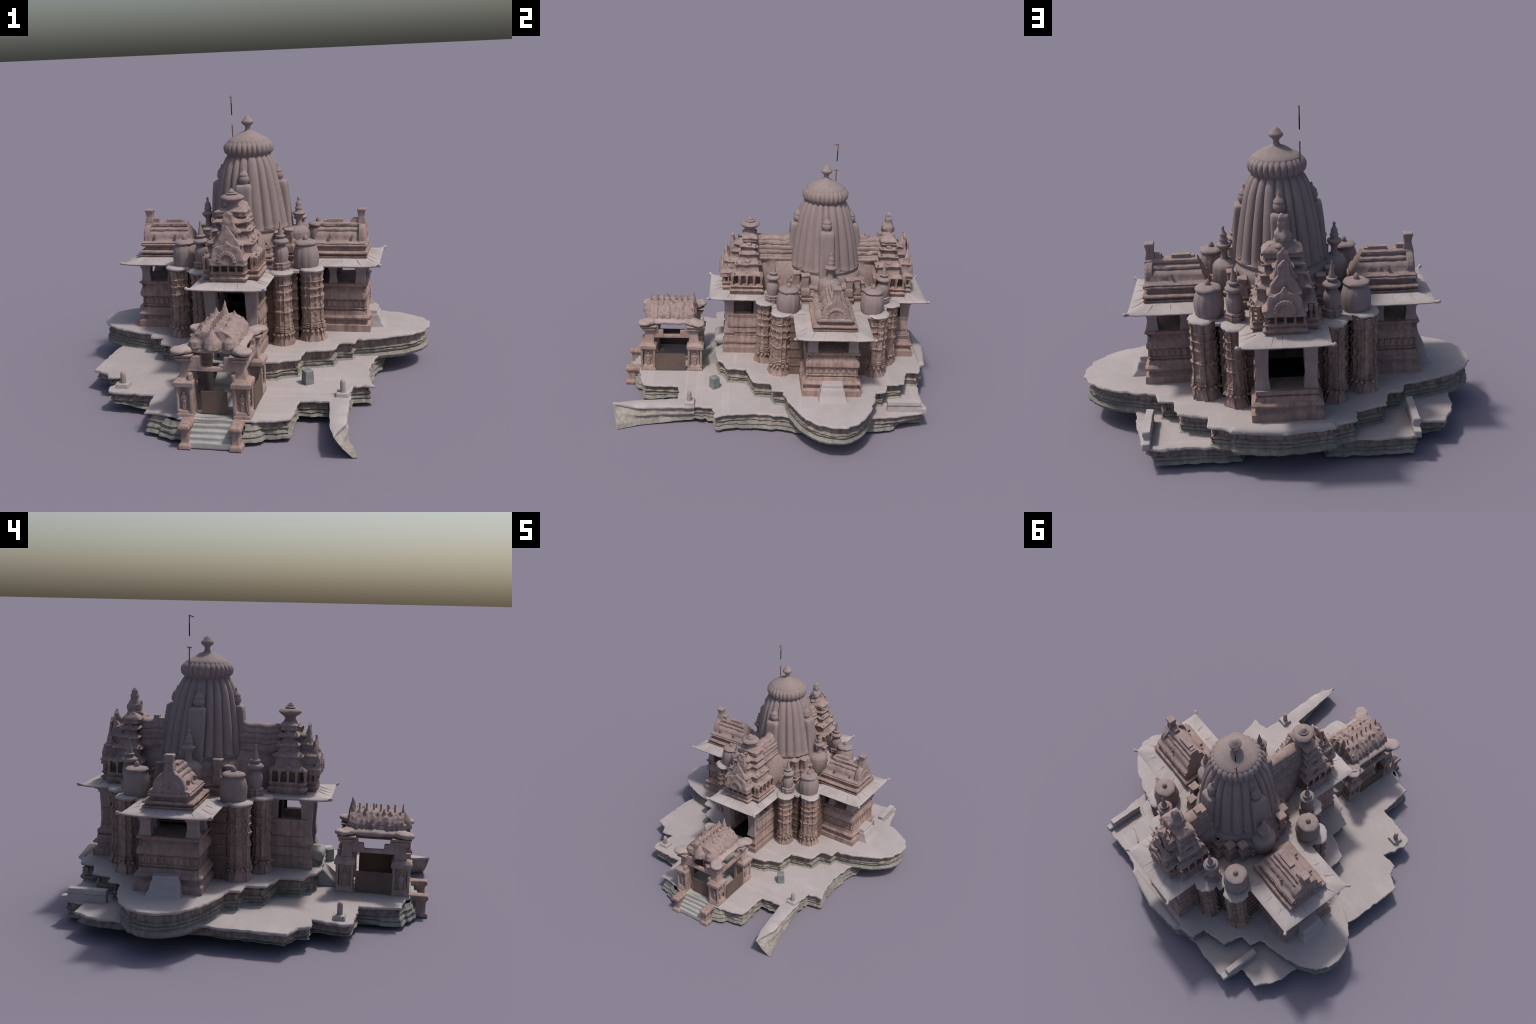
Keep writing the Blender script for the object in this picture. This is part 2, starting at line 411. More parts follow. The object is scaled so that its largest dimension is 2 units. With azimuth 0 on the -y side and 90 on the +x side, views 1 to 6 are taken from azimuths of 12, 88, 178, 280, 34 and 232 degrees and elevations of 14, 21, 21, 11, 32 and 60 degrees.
# inner stair climbing from the gateway to the south porch
mb = MB()
mb.loft([[(-0.105, -0.485, 0.105), (0.075, -0.485, 0.105), (0.075, -0.30, 0.105), (-0.105, -0.30, 0.105)],
         [(-0.100, -0.470, 0.135), (0.070, -0.470, 0.135), (0.070, -0.30, 0.15), (-0.100, -0.30, 0.15)],
         [(-0.095, -0.400, 0.205), (0.065, -0.400, 0.200), (0.065, -0.30, 0.21), (-0.095, -0.30, 0.21)],
         [(-0.090, -0.340, 0.258), (0.060, -0.340, 0.255), (0.060, -0.30, 0.26), (-0.090, -0.30, 0.26)]])
build("stone_ramp", mb, M_STEP, st, voxel=0.005, smooth=6, wob=0.006, wscale=18)
mb = MB()
mb.prism(rect(-0.088, 0.056, -0.385, -0.310), [(0.248, -0.012), (0.262, 0.004), (0.290, 0.008), (0.308, 0.002), (0.318, -0.014)])
build("threshold_block", mb, M_STEP, st, voxel=0.005, smooth=6, wob=0.008, wscale=16)

# ------------------------------------------------------------------ hall core and bastions
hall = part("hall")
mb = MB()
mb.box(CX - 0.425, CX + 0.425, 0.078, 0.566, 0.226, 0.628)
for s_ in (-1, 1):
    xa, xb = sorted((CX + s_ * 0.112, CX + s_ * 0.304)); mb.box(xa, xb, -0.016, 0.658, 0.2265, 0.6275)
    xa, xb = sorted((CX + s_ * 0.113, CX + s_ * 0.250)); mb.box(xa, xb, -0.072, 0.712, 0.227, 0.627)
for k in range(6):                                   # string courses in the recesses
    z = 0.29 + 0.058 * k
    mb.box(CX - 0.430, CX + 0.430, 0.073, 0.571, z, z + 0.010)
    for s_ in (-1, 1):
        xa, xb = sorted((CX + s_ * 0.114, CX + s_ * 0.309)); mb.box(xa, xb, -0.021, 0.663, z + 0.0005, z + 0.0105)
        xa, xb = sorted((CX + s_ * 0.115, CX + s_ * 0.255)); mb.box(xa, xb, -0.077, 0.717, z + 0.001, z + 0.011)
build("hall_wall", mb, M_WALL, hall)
mb = MB()
mb.box(CX - 0.428, CX + 0.428, 0.075, 0.569, 0.620, 0.6335); mb.box(CX - 0.321, CX + 0.321, -0.037, 0.681, 0.621, 0.6345); mb.box(CX - 0.259, CX + 0.259, -0.087, 0.729, 0.622, 0.6355)
build("roof_deck", mb, M_EAVE, hall)

def star_poly(cx, cy, R, steps=12, rot=0.0):
    """Stepped plan of a bastion: pilasters alternating with shallow re-entrants."""
    pts = []
    for k in range(steps):
        a0 = rot + 2 * math.pi * k / steps
        w = math.pi / steps
        for da, r in ((-w * .98, .88), (-w * .62, .90), (-w * .58, 1.02), (w * .58, 1.02), (w * .62, .90)):
            pts.append((cx + R * r * math.cos(a0 + da), cy + R * r * math.sin(a0 + da)))
    return pts

SHAFT = [(0.300, 0.004), (0.306, 0.010), (0.311, 0.002), (0.316, 0.008), (0.321, 0.001), (0.327, 0.007), (0.333, 0.000),
         (0.338, 0.002), (0.352, -0.002), (0.384, -0.003), (0.407, -0.002), (0.414, 0.005), (0.420, 0.006), (0.424, -0.002),
         (0.436, -0.004), (0.470, -0.003), (0.480, 0.004), (0.488, 0.007), (0.492, -0.001), (0.505, -0.004), (0.522, -0.001),
         (0.530, 0.006), (0.534, 0.006), (0.538, -0.003), (0.556, -0.005), (0.566, 0.001), (0.573, 0.005), (0.577, -0.002), (0.600, -0.001), (0.622, 0.006)]

def fine_profile(prof, step):
    out = []
    for (z0, o0), (z1, o1) in zip(prof, prof[1:]):
        k = max(1, int((z1 - z0) / step))
        out += [(z0 + (z1 - z0) * i / k, o0 + (o1 - o0) * i / k) for i in range(k)]
    return out + [prof[-1]]

def bastion(cx, cy, R, seed, rot, pil):
    g = part("bastion", hall)
    mb = MB(); poly = dense(star_poly(cx, cy, R, pil, rot), 0.0045)
    rings = []
    for z, o in fine_profile(SHAFT, 0.006):
        ring = []
        for x, y in poly:
            dx, dy = x - cx, y - cy; L = math.hypot(dx, dy)
            a = math.atan2(dy, dx)
            blk = nz(round(a * 5) * 0.7, round(z * 17) * 0.9, seed, 1.0, 3)          # carved block by block
            q = o * (0.80 + 0.6 * nz(a * 2, z * 20, seed, 1.0)) + 0.0045 * nz(x, y, z, 60, seed) + 0.0035 * blk
            if z > 0.335:
                q += 0.003 * nz(a * 7, z * 45, seed, 1.0, 8)
            zz = z + 0.005 * nz(x, y, 0, 34, seed + 7)
            ring.append((cx + dx / L * (L + q), cy + dy / L * (L + q), zz))
        rings.append(ring)
    mb.loft(rings)
    build("bastion_shaft", mb, M_BAST, g, angle=40)
    # plain battered foot
    mb = MB()
    mb.prism(dense(star_poly(cx, cy, R * 1.02, pil, rot), 0.008), [(0.226, 0.012), (0.240, 0.009), (0.262, 0.003), (0.285, -0.004), (0.303, -0.006)])
    build("bastion_foot", mb, M_PINK, g, angle=60, wob=0.005, wscale=28, wseed=seed)
    # ring of petals
    mb = MB(); n = 15
    for i in range(n):
        a = 2 * math.pi * (i + 0.3 * nz(i, seed, 1, 0.9)) / n + 0.1 * seed
        rr = R + 0.001 + 0.004 * nz(i, seed, 3, 0.9)
        k0 = len(mb.v)
        big = 0.85 + 0.5 * abs(nz(i, seed, 6, 0.8))
        mb.blob((0, 0, 0), (0.015 * big, 0.011 * big, 0.008 * big), 6, 0.35, i)
        ca, sa = math.cos(a), math.sin(a)
        zz = 0.292 + 0.005 * nz(i, seed, 0, 1.3)
        mb.map(lambda p: (cx + ca * (rr + p[0]) - sa * p[1], cy + sa * (rr + p[0]) + ca * p[1], zz + p[2] - 0.4 * p[0]), k0)
    build("petal_ring", mb, M_BAST, g, angle=70, stuff=True)
    return g

def cornice(poly, z, seed):
    mb = MB()
    d = rough_outline(poly, 0.012, 0.010, 20, seed)
    mb.prism(d, [(z - 0.024, -0.012), (z - 0.018, -0.001), (z - 0.009, 0.002), (z - 0.003, -0.002), (z, -0.010)])
    build("bastion_cornice", mb, M_EAVE, hall, angle=50)

def ring_poly(cx, cy, r, n=28):
    return [(cx + r * math.cos(2 * math.pi * i / n), cy + r * math.sin(2 * math.pi * i / n)) for i in range(n)]

A_POS, B_POS = (0.207, -0.072), (0.358, 0.024)
idx = 0
for mx in (False, True):
    for my in (False, True):
        fx = (lambda x: 2 * CX - x) if mx else (lambda x: x)
        fa = (lambda y: 0.640 - y) if my else (lambda y: y)
        ax, ay = fx(A_POS[0]), fa(A_POS[1])
        bx, by = fx(B_POS[0]), fa(B_POS[1])
        bastion(ax, ay, 0.051, idx + 1, (0.10 if mx == my else -0.10), 6)
        bastion(bx, by, 0.063, idx + 2, (0.26 if mx == my else -0.26) + math.pi / 6, 6)
        cornice(ring_poly(ax, ay, 0.062, 12), 0.6445, idx + 3)
        cornice(ring_poly(bx, by, 0.070, 12), 0.6425, idx + 4)
        # barrel-shaped turret with a flat lid
        tx, ty = fx(0.324), fa(0.060)
        g = part("barrel_turret")
        mb = MB()
        mb.lathe(tx, ty, [(0.632, 0.064), (0.645, 0.068), (0.665, 0.0715), (0.690, 0.0730), (0.715, 0.0715), (0.737, 0.067), (0.755, 0.060), (0.766, 0.054)],
                 72, lobes=12, amp=0.045, power=0.6, phase=0.4 * idx)
        build("turret_drum", mb, M_TOWER, g, angle=60, wob=0.002)
        mb = MB()
        mb.lathe(tx, ty, [(0.762, 0.048), (0.766, 0.058), (0.773, 0.0625), (0.780, 0.0600), (0.785, 0.050), (0.789, 0.034), (0.791, 0.018)], 40)
        build("turret_lid", mb, M_TOWER, g, angle=50, wob=0.005, wscale=34, wseed=idx)
        mb = MB()
        mb.lathe(tx, ty, [(0.786, 0.013), (0.796, 0.0145), (0.804, 0.0135), (0.812, 0.009), (0.820, 0.002)], 20)
        build("turret_knob", mb, M_TOWER, g, angle=60)
        # slender spire turret
        sx_, sy_ = fx(0.201), fa(-0.031)
        if my: sy_ = 0.660
        g = part("spire_turret")
        mb = MB()
        mb.prism(star_poly(sx_, sy_, 0.0445, 4, math.pi / 4), [(0.632, 0.001), (0.656, 0.0), (0.660, 0.004), (0.668, 0.004), (0.671, -0.001), (0.676, 0.003), (0.684, 0.003), (0.688, -0.006)])
        build("turret_plinth", mb, M_CARVE, g, angle=45, wob=0.002)
        mb = MB()
        mb.lathe(sx_, sy_, [(0.684, 0.034), (0.700, 0.037), (0.725, 0.0405), (0.745, 0.0405), (0.760, 0.036), (0.772, 0.029), (0.780, 0.020), (0.786, 0.018)],
                 64, lobes=10, amp=0.05, power=0.6)
        build("turret_bell", mb, M_TOWER, g, angle=60)
        mb = MB()
        mb.lathe(sx_, sy_, [(0.782, 0.018), (0.789, 0.034), (0.797, 0.043), (0.804, 0.0435), (0.811, 0.037), (0.817, 0.024)], 36)
        build("turret_cushion", mb, M_TOWER, g, angle=60, wob=0.002)
        mb = MB()
        mb.lathe(sx_, sy_, [(0.814, 0.017), (0.824, 0.022), (0.831, 0.027), (0.835, 0.026), (0.838, 0.017), (0.852, 0.0145), (0.872, 0.010), (0.895, 0.0055), (0.910, 0.0038), (0.914, 0.0042), (0.918, 0.001)], 24)
        build("turret_finial", mb, M_TOWER, g, angle=40)
        idx += 5

# ------------------------------------------------------------------ porches
BASE = [(0.226, 0.0), (0.266, -0.001), (0.271, -0.010), (0.278, -0.018), (0.290, -0.022), (0.297, -0.020), (0.301, -0.004), (0.311, -0.001), (0.317, -0.006),
        (0.324, -0.018), (0.344, -0.024), (0.348, -0.036), (0.353, -0.036), (0.356, -0.026), (0.361, -0.026), (0.364, -0.034), (0.368, -0.033), (0.408, -0.033),
        (0.411, -0.036), (0.413, -0.021), (0.420, -0.016), (0.440, -0.016), (0.455, -0.022), (0.474, -0.036), (0.481, -0.038), (0.496, -0.018), (0.504, -0.013), (0.509, -0.018)]

def eave(name, x0, x1, y0, y1, top_in, zedge, ztop, fn, parent, skip):
    """Thin hipped stone eave with slightly dished slopes and small corner knobs."""
    mb = MB()
    P = dense(rect(x0, x1, y0, y1), 0.02)
    cx, cy = (x0 + x1) / 2, (y0 + y1) / 2
    def rg(o, z, lift):
        out = []
        for (x, y) in P:
            xx = cx + (x - cx) * (1 + o / ((x1 - x0) / 2)); yy = cy + (y - cy) * (1 + o / ((y1 - y0) / 2))
            cl = (abs(x - cx) / ((x1 - x0) / 2)) ** 6 * (abs(y - cy) / ((y1 - y0) / 2)) ** 6
            zz = z + lift * cl + 0.0015 * nz(x, y, 0, 24)
            out.append((xx, yy, zz))
        return out
    mb.loft([rg(-0.05, zedge - 0.020, 0), rg(-0.012, zedge - 0.014, 0.004), rg(-0.002, zedge - 0.010, 0.006), rg(0.001, zedge - 0.004, 0.006), rg(-0.003, zedge, 0.006),
             rg(-0.03, zedge + 0.003, 0.003), rg(-top_in, ztop, 0), rg(-top_in - 0.02, ztop + 0.001, 0)])
    mb.map(fn)
    o = build("eave_slab", mb, M_EAVE, parent, angle=45)
    # joints between the slabs
    mb = MB(); rs = random.Random(int(x0 * 1000) + 5)
    zt = ztop + 0.0005; ti = top_in * 0.9
    for side in range(4):
        nj = 4 if side % 2 == 0 else 5
        for k in range(1, nj):
            u = (k + rs.uniform(-0.4, 0.4)) / nj
            e = 0.004
            if side == 0: a, b = (x0 + (x1 - x0) * u, y0 + e), (x0 + (x1 - x0) * (0.12 + 0.76 * u), y0 + ti)
            elif side == 2: a, b = (x0 + (x1 - x0) * u, y1 - e), (x0 + (x1 - x0) * (0.12 + 0.76 * u), y1 - ti)
            elif side == 1: a, b = (x1 - e, y0 + (y1 - y0) * u), (x1 - ti, y0 + (y1 - y0) * (0.12 + 0.76 * u))
            else: a, b = (x0 + e, y0 + (y1 - y0) * u), (x0 + ti, y0 + (y1 - y0) * (0.12 + 0.76 * u))
            if (0, -1) in skip and side == 0 or (0, 1) in skip and side == 2 or (-1, 0) in skip and side == 3: continue
            f1 = 0.026 / ti
            zm = zedge + 0.003 + 0.0002
            mb.tube([(a[0], a[1], zedge - 0.0004), (a[0] + (b[0] - a[0]) * f1, a[1] + (b[1] - a[1]) * f1, zm), (b[0], b[1], zt)], 0.0013, 6)
    mb.map(fn); build("slab_joints", mb, M_JOINT, parent, stuff=True)
    for (kx, sx) in ((x0, -1), (x1, 1)):
        for (ky, sy) in ((y0, -1), (y1, 1)):
            if (sx, sy) in skip:
                continue
            k = MB()
            k.tube([(kx - sx * 0.030, ky - sy * 0.030, zedge + 0.001), (kx - sx * 0.010, ky - sy * 0.010, zedge - 0.001), (kx + sx * 0.004, ky + sy * 0.004, zedge + 0.003),
                    (kx + sx * 0.011, ky + sy * 0.010, zedge + 0.010), (kx + sx * 0.013, ky + sy * 0.012, zedge + 0.013)], [0.006, 0.007, 0.0085, 0.0095, 0.005], 10)
            k.map(fn)
            build("corner_knob", k, M_EAVE, parent, angle=60)

def pillar(mb, x0, x1, y0, y1, z0, z1):
    cx, cy = (x0 + x1) / 2, (y0 + y1) / 2
    mb.prism(rect(x0, x1, y0, y1), [(z0, 0.004), (z0 + 0.02, 0.002), (z0 + 0.03, 0.0), ((z0 + z1) / 2, -0.002), (z1 - 0.034, 0.0), (z1 - 0.030, 0.005), (z1 - 0.020, 0.006), (z1 - 0.008, 0.010), (z1, 0.011)])

def side_porch(fn, seed):
    g = part("gabled_porch")
    mb = MB()
    P = rect(0.30, 0.668, 0.143, 0.495)
    mb.prism(dense(P, 0.022), BASE); mb.map(fn)
    build("porch_base", mb, M_PINK, g, angle=30, wob=0.0035, wscale=22, wseed=seed)
    # row of small panels on the dado
    mb = MB()
    for i in range(9):
        y = 0.184 + i * 0.0338
        mb.box(0.630, 0.6405, y - 0.0095, y + 0.0095, 0.372, 0.404, 0.002)
    for i in range(8):
        x = 0.40 + i * 0.031
        mb.box(x - 0.009, x + 0.009, 0.1705, 0.180, 0.372, 0.404, 0.002)
        mb.box(x - 0.009, x + 0.009, 0.458, 0.4675, 0.372, 0.404, 0.002)
    mb.map(fn); build("dado_panels", mb, M_PINK, g, stuff=True, wob=0.001)
    # pillars
    for (x0, x1, y0, y1) in ((0.588, 0.640, 0.172, 0.228), (0.588, 0.640, 0.410, 0.466), (0.438, 0.478, 0.172, 0.212), (0.438, 0.478, 0.426, 0.466)):
        mb = MB(); pillar(mb, x0, x1, y0, y1, 0.505, 0.620); mb.map(fn)
        build("porch_pillar", mb, M_PILL, g, angle=22, wob=0.002)
    # brackets under the eave
    mb = MB()
    for y0, y1 in ((0.178, 0.222), (0.416, 0.460)):
        mb.box(0.55, 0.675, y0, y1, 0.600, 0.622, -0.004)
    for x0, x1 in ((0.592, 0.634), (0.440, 0.476)):
        mb.box(x0, x1, 0.135, 0.255, 0.601, 0.621, -0.004); mb.box(x0, x1, 0.385, 0.505, 0.601, 0.621, -0.004)
    mb.map(fn); build("eave_bracket", mb, M_PILL, g, voxel=0.004, smooth=3)
    # black box behind the pillars, modelled for the unlit interior
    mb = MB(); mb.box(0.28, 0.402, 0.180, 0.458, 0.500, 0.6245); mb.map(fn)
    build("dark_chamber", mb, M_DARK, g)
    eave("eave", 0.300, 0.722, 0.092, 0.542, 0.075, 0.632, 0.650, fn, g, ((-1, -1), (-1, 1)))
    # step block against the base
    mb = MB()
    mb.box(0.62, 0.706, 0.252, 0.388, 0.225, 0.326, 0.004)
    mb.loft([[(0.66, 0.236, 0.222), (0.752, 0.236, 0.222), (0.752, 0.412, 0.222), (0.66, 0.412, 0.222)],
             [(0.66, 0.240, 0.232), (0.744, 0.240, 0.232), (0.744, 0.408, 0.232), (0.66, 0.408, 0.232)],
             [(0.66, 0.246, 0.262), (0.722, 0.246, 0.262), (0.722, 0.396, 0.262), (0.66, 0.396, 0.262)],
             [(0.66, 0.250, 0.300), (0.710, 0.250, 0.300), (0.710, 0.390, 0.300), (0.66, 0.390, 0.300)]])
    mb.map(fn); build("step_block", mb, M_PAVE, g, voxel=0.004, smooth=4, wob=0.003)
    # ------------- gabled roof on the porch
    r = part("gable_roof", g)
    mb = MB()
    def slab(z0, z1, hw, xa, xb, o0=0.0, o1=0.0):
        mb.prism(dense(rect(xa, xb, CYE - hw, CYE + hw), 0.02), [(z0, o0), ((z0 + z1) / 2, 0.0), (z1, o1)])
    slab(0.640, 0.655, 0.122, 0.312, 0.642, 0.004, 0.006)
    slab(0.654, 0.662, 0.131, 0.305, 0.652, -0.002, 0.0)
    slab(0.660, 0.676, 0.114, 0.316, 0.636, 0.0, 0.004)
    slab(0.676, 0.688, 0.131, 0.308, 0.654, 0.0, -0.006)
    slab(0.686, 0.712, 0.096, 0.330, 0.626, 0.004, 0.0)
    mb.map(fn); build("roof_tiers", mb, M_PINK, r, angle=30, wob=0.003, wscale=26, wseed=seed)
    # curved roof: half width by height, swept along the ridge
    sec = [(0.708, 0.098), (0.713, 0.109), (0.721, 0.112), (0.727, 0.104), (0.732, 0.107), (0.737, 0.102), (0.741, 0.088), (0.748, 0.080), (0.766, 0.077), (0.779, 0.069),
           (0.786, 0.057), (0.792, 0.048), (0.796, 0.053), (0.805, 0.050), (0.810, 0.036), (0.815, 0.029), (0.821, 0.034), (0.833, 0.032), (0.838, 0.022), (0.842, 0.015)]
    mb = MB(); rings = []
    K = 40
    for k in range(K + 1):
        t = k / K
        ring = []
        for sgn in (1, -1):
            ss = sec if sgn == 1 else list(reversed(sec))
            for z, hw in ss:
                x_in = 0.332 + (0.050 * max(0, (z - 0.71) / 0.13))
                x = x_in + (0.640 - x_in) * t
                q = 0.0035 * nz(x * 1.0, z, sgn * 3, 26, seed) + 0.002 * nz(x, z, sgn, 60, seed)
                lean = 0.86 if (sgn < 0 and z > 0.738) else 1.0
                ring.append((x, CYE + sgn * (hw * lean + q), z + 0.003 * nz(x, sgn, 0, 18, seed + 2)))
        rings.append(ring)
    mb.loft(rings)
    mb.map(fn); build("roof_vault", mb, M_CARVE, r, angle=40)
    mb = MB()
    mb.box(0.393, 0.415, CYE - 0.017, CYE + 0.017, 0.836, 0.849, 0.002); mb.box(0.415, 0.508, CYE - 0.018, CYE + 0.018, 0.836, 0.856, 0.002)
    mb.box(0.555, 0.61, CYE - 0.017, CYE + 0.017, 0.836, 0.862, 0.002)
    for x, s in ((0.50, 1), (0.43, -1), (0.56, -1)):
        mb.box(x, x + 0.012, CYE + s * 0.074, CYE + s * 0.088, 0.758, 0.782, 0.003)
    mb.map(fn); build("ridge_stones", mb, M_CARVE, r, wob=0.002)
    # arched gable end, torch pier above it
    mb = MB(); n = 14
    arch = []
    for k in range(n + 1):
        a = math.pi * k / n
        arch.append((CYE - 0.082 * math.cos(a) * (1 - 0.25 * math.sin(a) ** 3), 0.738 + 0.10 * math.sin(a) ** 0.8 + (0.012 if k == n // 2 else 0)))
    arch = [(CYE - 0.088, 0.716)] + arch + [(CYE + 0.088, 0.716)]
    mb.loft([[(0.600, y, z) for y, z in arch], [(0.632, y, z) for y, z in arch], [(0.638, CYE + (y - CYE) * .94, 0.716 + (z - 0.716) * .95) for y, z in arch]])
    for k in range(9):
        a0 = math.pi * k / 8
        y, z = CYE - 0.050 * math.cos(a0), 0.738 + 0.048 * math.sin(a0)
        mb.blob((0.638, y, z), (0.009, 0.013, 0.013), 6)
    mb.box(0.60, 0.652, CYE - 0.10, CYE + 0.10, 0.712, 0.727, 0.002)
    mb.map(fn); build("arched_gable", mb, M_CARVE, r, voxel=0.0032, smooth=3, wob=0.003, wseed=seed)
    mb = MB()
    mb.blob((0.632, CYE, 0.757), (0.009, 0.036, 0.032), 10); mb.map(fn)
    build("arch_tympanum", mb, M_TYMP, r, angle=60)
    mb = MB()
    mb.prism(rect(0.593, 0.634, CYE - 0.0205, CYE + 0.0205), [(0.815, 0.006), (0.845, 0.003), (0.875, -0.002), (0.895, 0.0), (0.912, 0.004), (0.919, 0.001)])
    mb.map(fn); build("torch_pier", mb, M_CARVE, r, voxel=0.003, smooth=3, wob=0.002)

side_porch(lambda p: p, 1)
side_porch(mirx, 21)

# north and south porches; built for the south, mirrored for the north
def end_porch(fn, seed, front, window, wide):
    """front: outward end y of the walls in the south frame."""
    g = part("spired_porch")
    hw = 0.168 if wide else 0.150
    kb = 1.0 if wide else 0.40
    mb = MB()
    prof = [(z, o * kb) for z, o in BASE if z <= 0.349] + [(0.353, -0.024 * kb), (0.364, -0.024 * kb), (0.376, -0.022 * kb)]
    if wide:
        mb.prism(dense(rect(CX - hw, CX + hw, front, 0.02), 0.022), prof)
    else:
        mb.prism(dense(rect(CX - hw, CX - 0.084, front, 0.02), 0.022), prof); mb.prism(dense(rect(CX + 0.084, CX + hw, front, 0.02), 0.022), prof)
    mb.map(fn); build("porch_base", mb, M_PINK, g, angle=30, wob=0.0035, wscale=22, wseed=seed)
    ztop = 0.500 if window else 0.622
    for s in (-1, 1):
        xo = CX + s * 0.142; xi = xo - s * 0.040
        mb = MB()
        wallprof = [(0.370, 0.0), (0.411, 0.0), (0.414, 0.007), (0.425, 0.009), (0.440, 0.006), (0.470, -0.001), (0.480, -0.001), (0.496, 0.007), (0.503, 0.007)]
        if not window:
            wallprof += [(0.508, -0.001), (0.560, -0.003), (0.600, -0.002), (0.622, 0.002)]
        mb.prism(dense(rect(min(xo, xi), max(xo, xi), front + (0.060 if wide else 0.036), 0.0), 0.02), wallprof)
        mb.map(fn); build("porch_wall", mb, M_PINK, g, angle=30, wob=0.003, wscale=24, wseed=seed + s)
        mb = MB()
        for y in (-0.255, -0.155):
            mb.box(min(xo, xo + s * .006), max(xo, xo + s * .006), y - 0.040, y + 0.040, 0.378, 0.405, 0.002)
        mb.map(fn); build("wall_panel", mb, M_PINK, g, wob=0.001)
        # front pillar
        mb = MB(); x0, x1 = sorted((xo + s * 0.001, xo - s * 0.062))
        fy = front + (0.040 if wide else 0.006)
        mb.prism(dense(rect(x0, x1, fy, fy + 0.060), 0.02), [(0.368, 0.004), (0.385, 0.002), (0.43, -0.004), (0.47, -0.003), (0.520, -0.001), (0.560, 0.0), (0.588, 0.001), (0.592, 0.006), (0.604, 0.010), (0.612, 0.013), (0.624, 0.013)])
        mb.map(fn); build("porch_pillar", mb, M_PILL, g, angle=22, wob=0.003, wscale=20, wseed=seed + s)
        if window:
            mb = MB(); x0, x1 = sorted((xo, xo - s * 0.045))
            mb.prism(rect(x0, x1, -0.20 if wide else -0.145, -0.150 if wide else -0.095), [(0.495, 0.0), (0.59, 0.0), (0.605, 0.008), (0.622, 0.012)])
            mb.map(fn); build("porch_pillar", mb, M_PILL, g, wob=0.002)
    # brackets
    mb = MB()
    for s in (-1, 1):
        x = CX + s * 0.112
        front = fy + 0.0
        mb.box(x - 0.055, x + 0.050, front + 0.014, front + 0.06, 0.604, 0.624, -0.004)
        mb.box(x - 0.026, x + 0.026, front - 0.035, front + 0.11, 0.605, 0.623, -0.004)
    mb.map(fn); build("eave_bracket", mb, M_PILL, g, voxel=0.004, smooth=3)
    zf = 0.3745 if wide else 0.318
    yd = 0.002 if wide else 0.076
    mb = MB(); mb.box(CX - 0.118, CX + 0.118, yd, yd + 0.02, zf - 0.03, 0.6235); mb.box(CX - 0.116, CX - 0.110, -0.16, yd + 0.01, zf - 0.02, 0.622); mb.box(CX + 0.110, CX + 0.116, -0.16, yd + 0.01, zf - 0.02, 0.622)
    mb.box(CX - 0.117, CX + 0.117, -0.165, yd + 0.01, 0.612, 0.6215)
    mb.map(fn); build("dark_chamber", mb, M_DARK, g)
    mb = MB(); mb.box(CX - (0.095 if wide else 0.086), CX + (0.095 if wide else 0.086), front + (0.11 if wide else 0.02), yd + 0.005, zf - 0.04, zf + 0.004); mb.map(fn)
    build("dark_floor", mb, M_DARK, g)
    return g

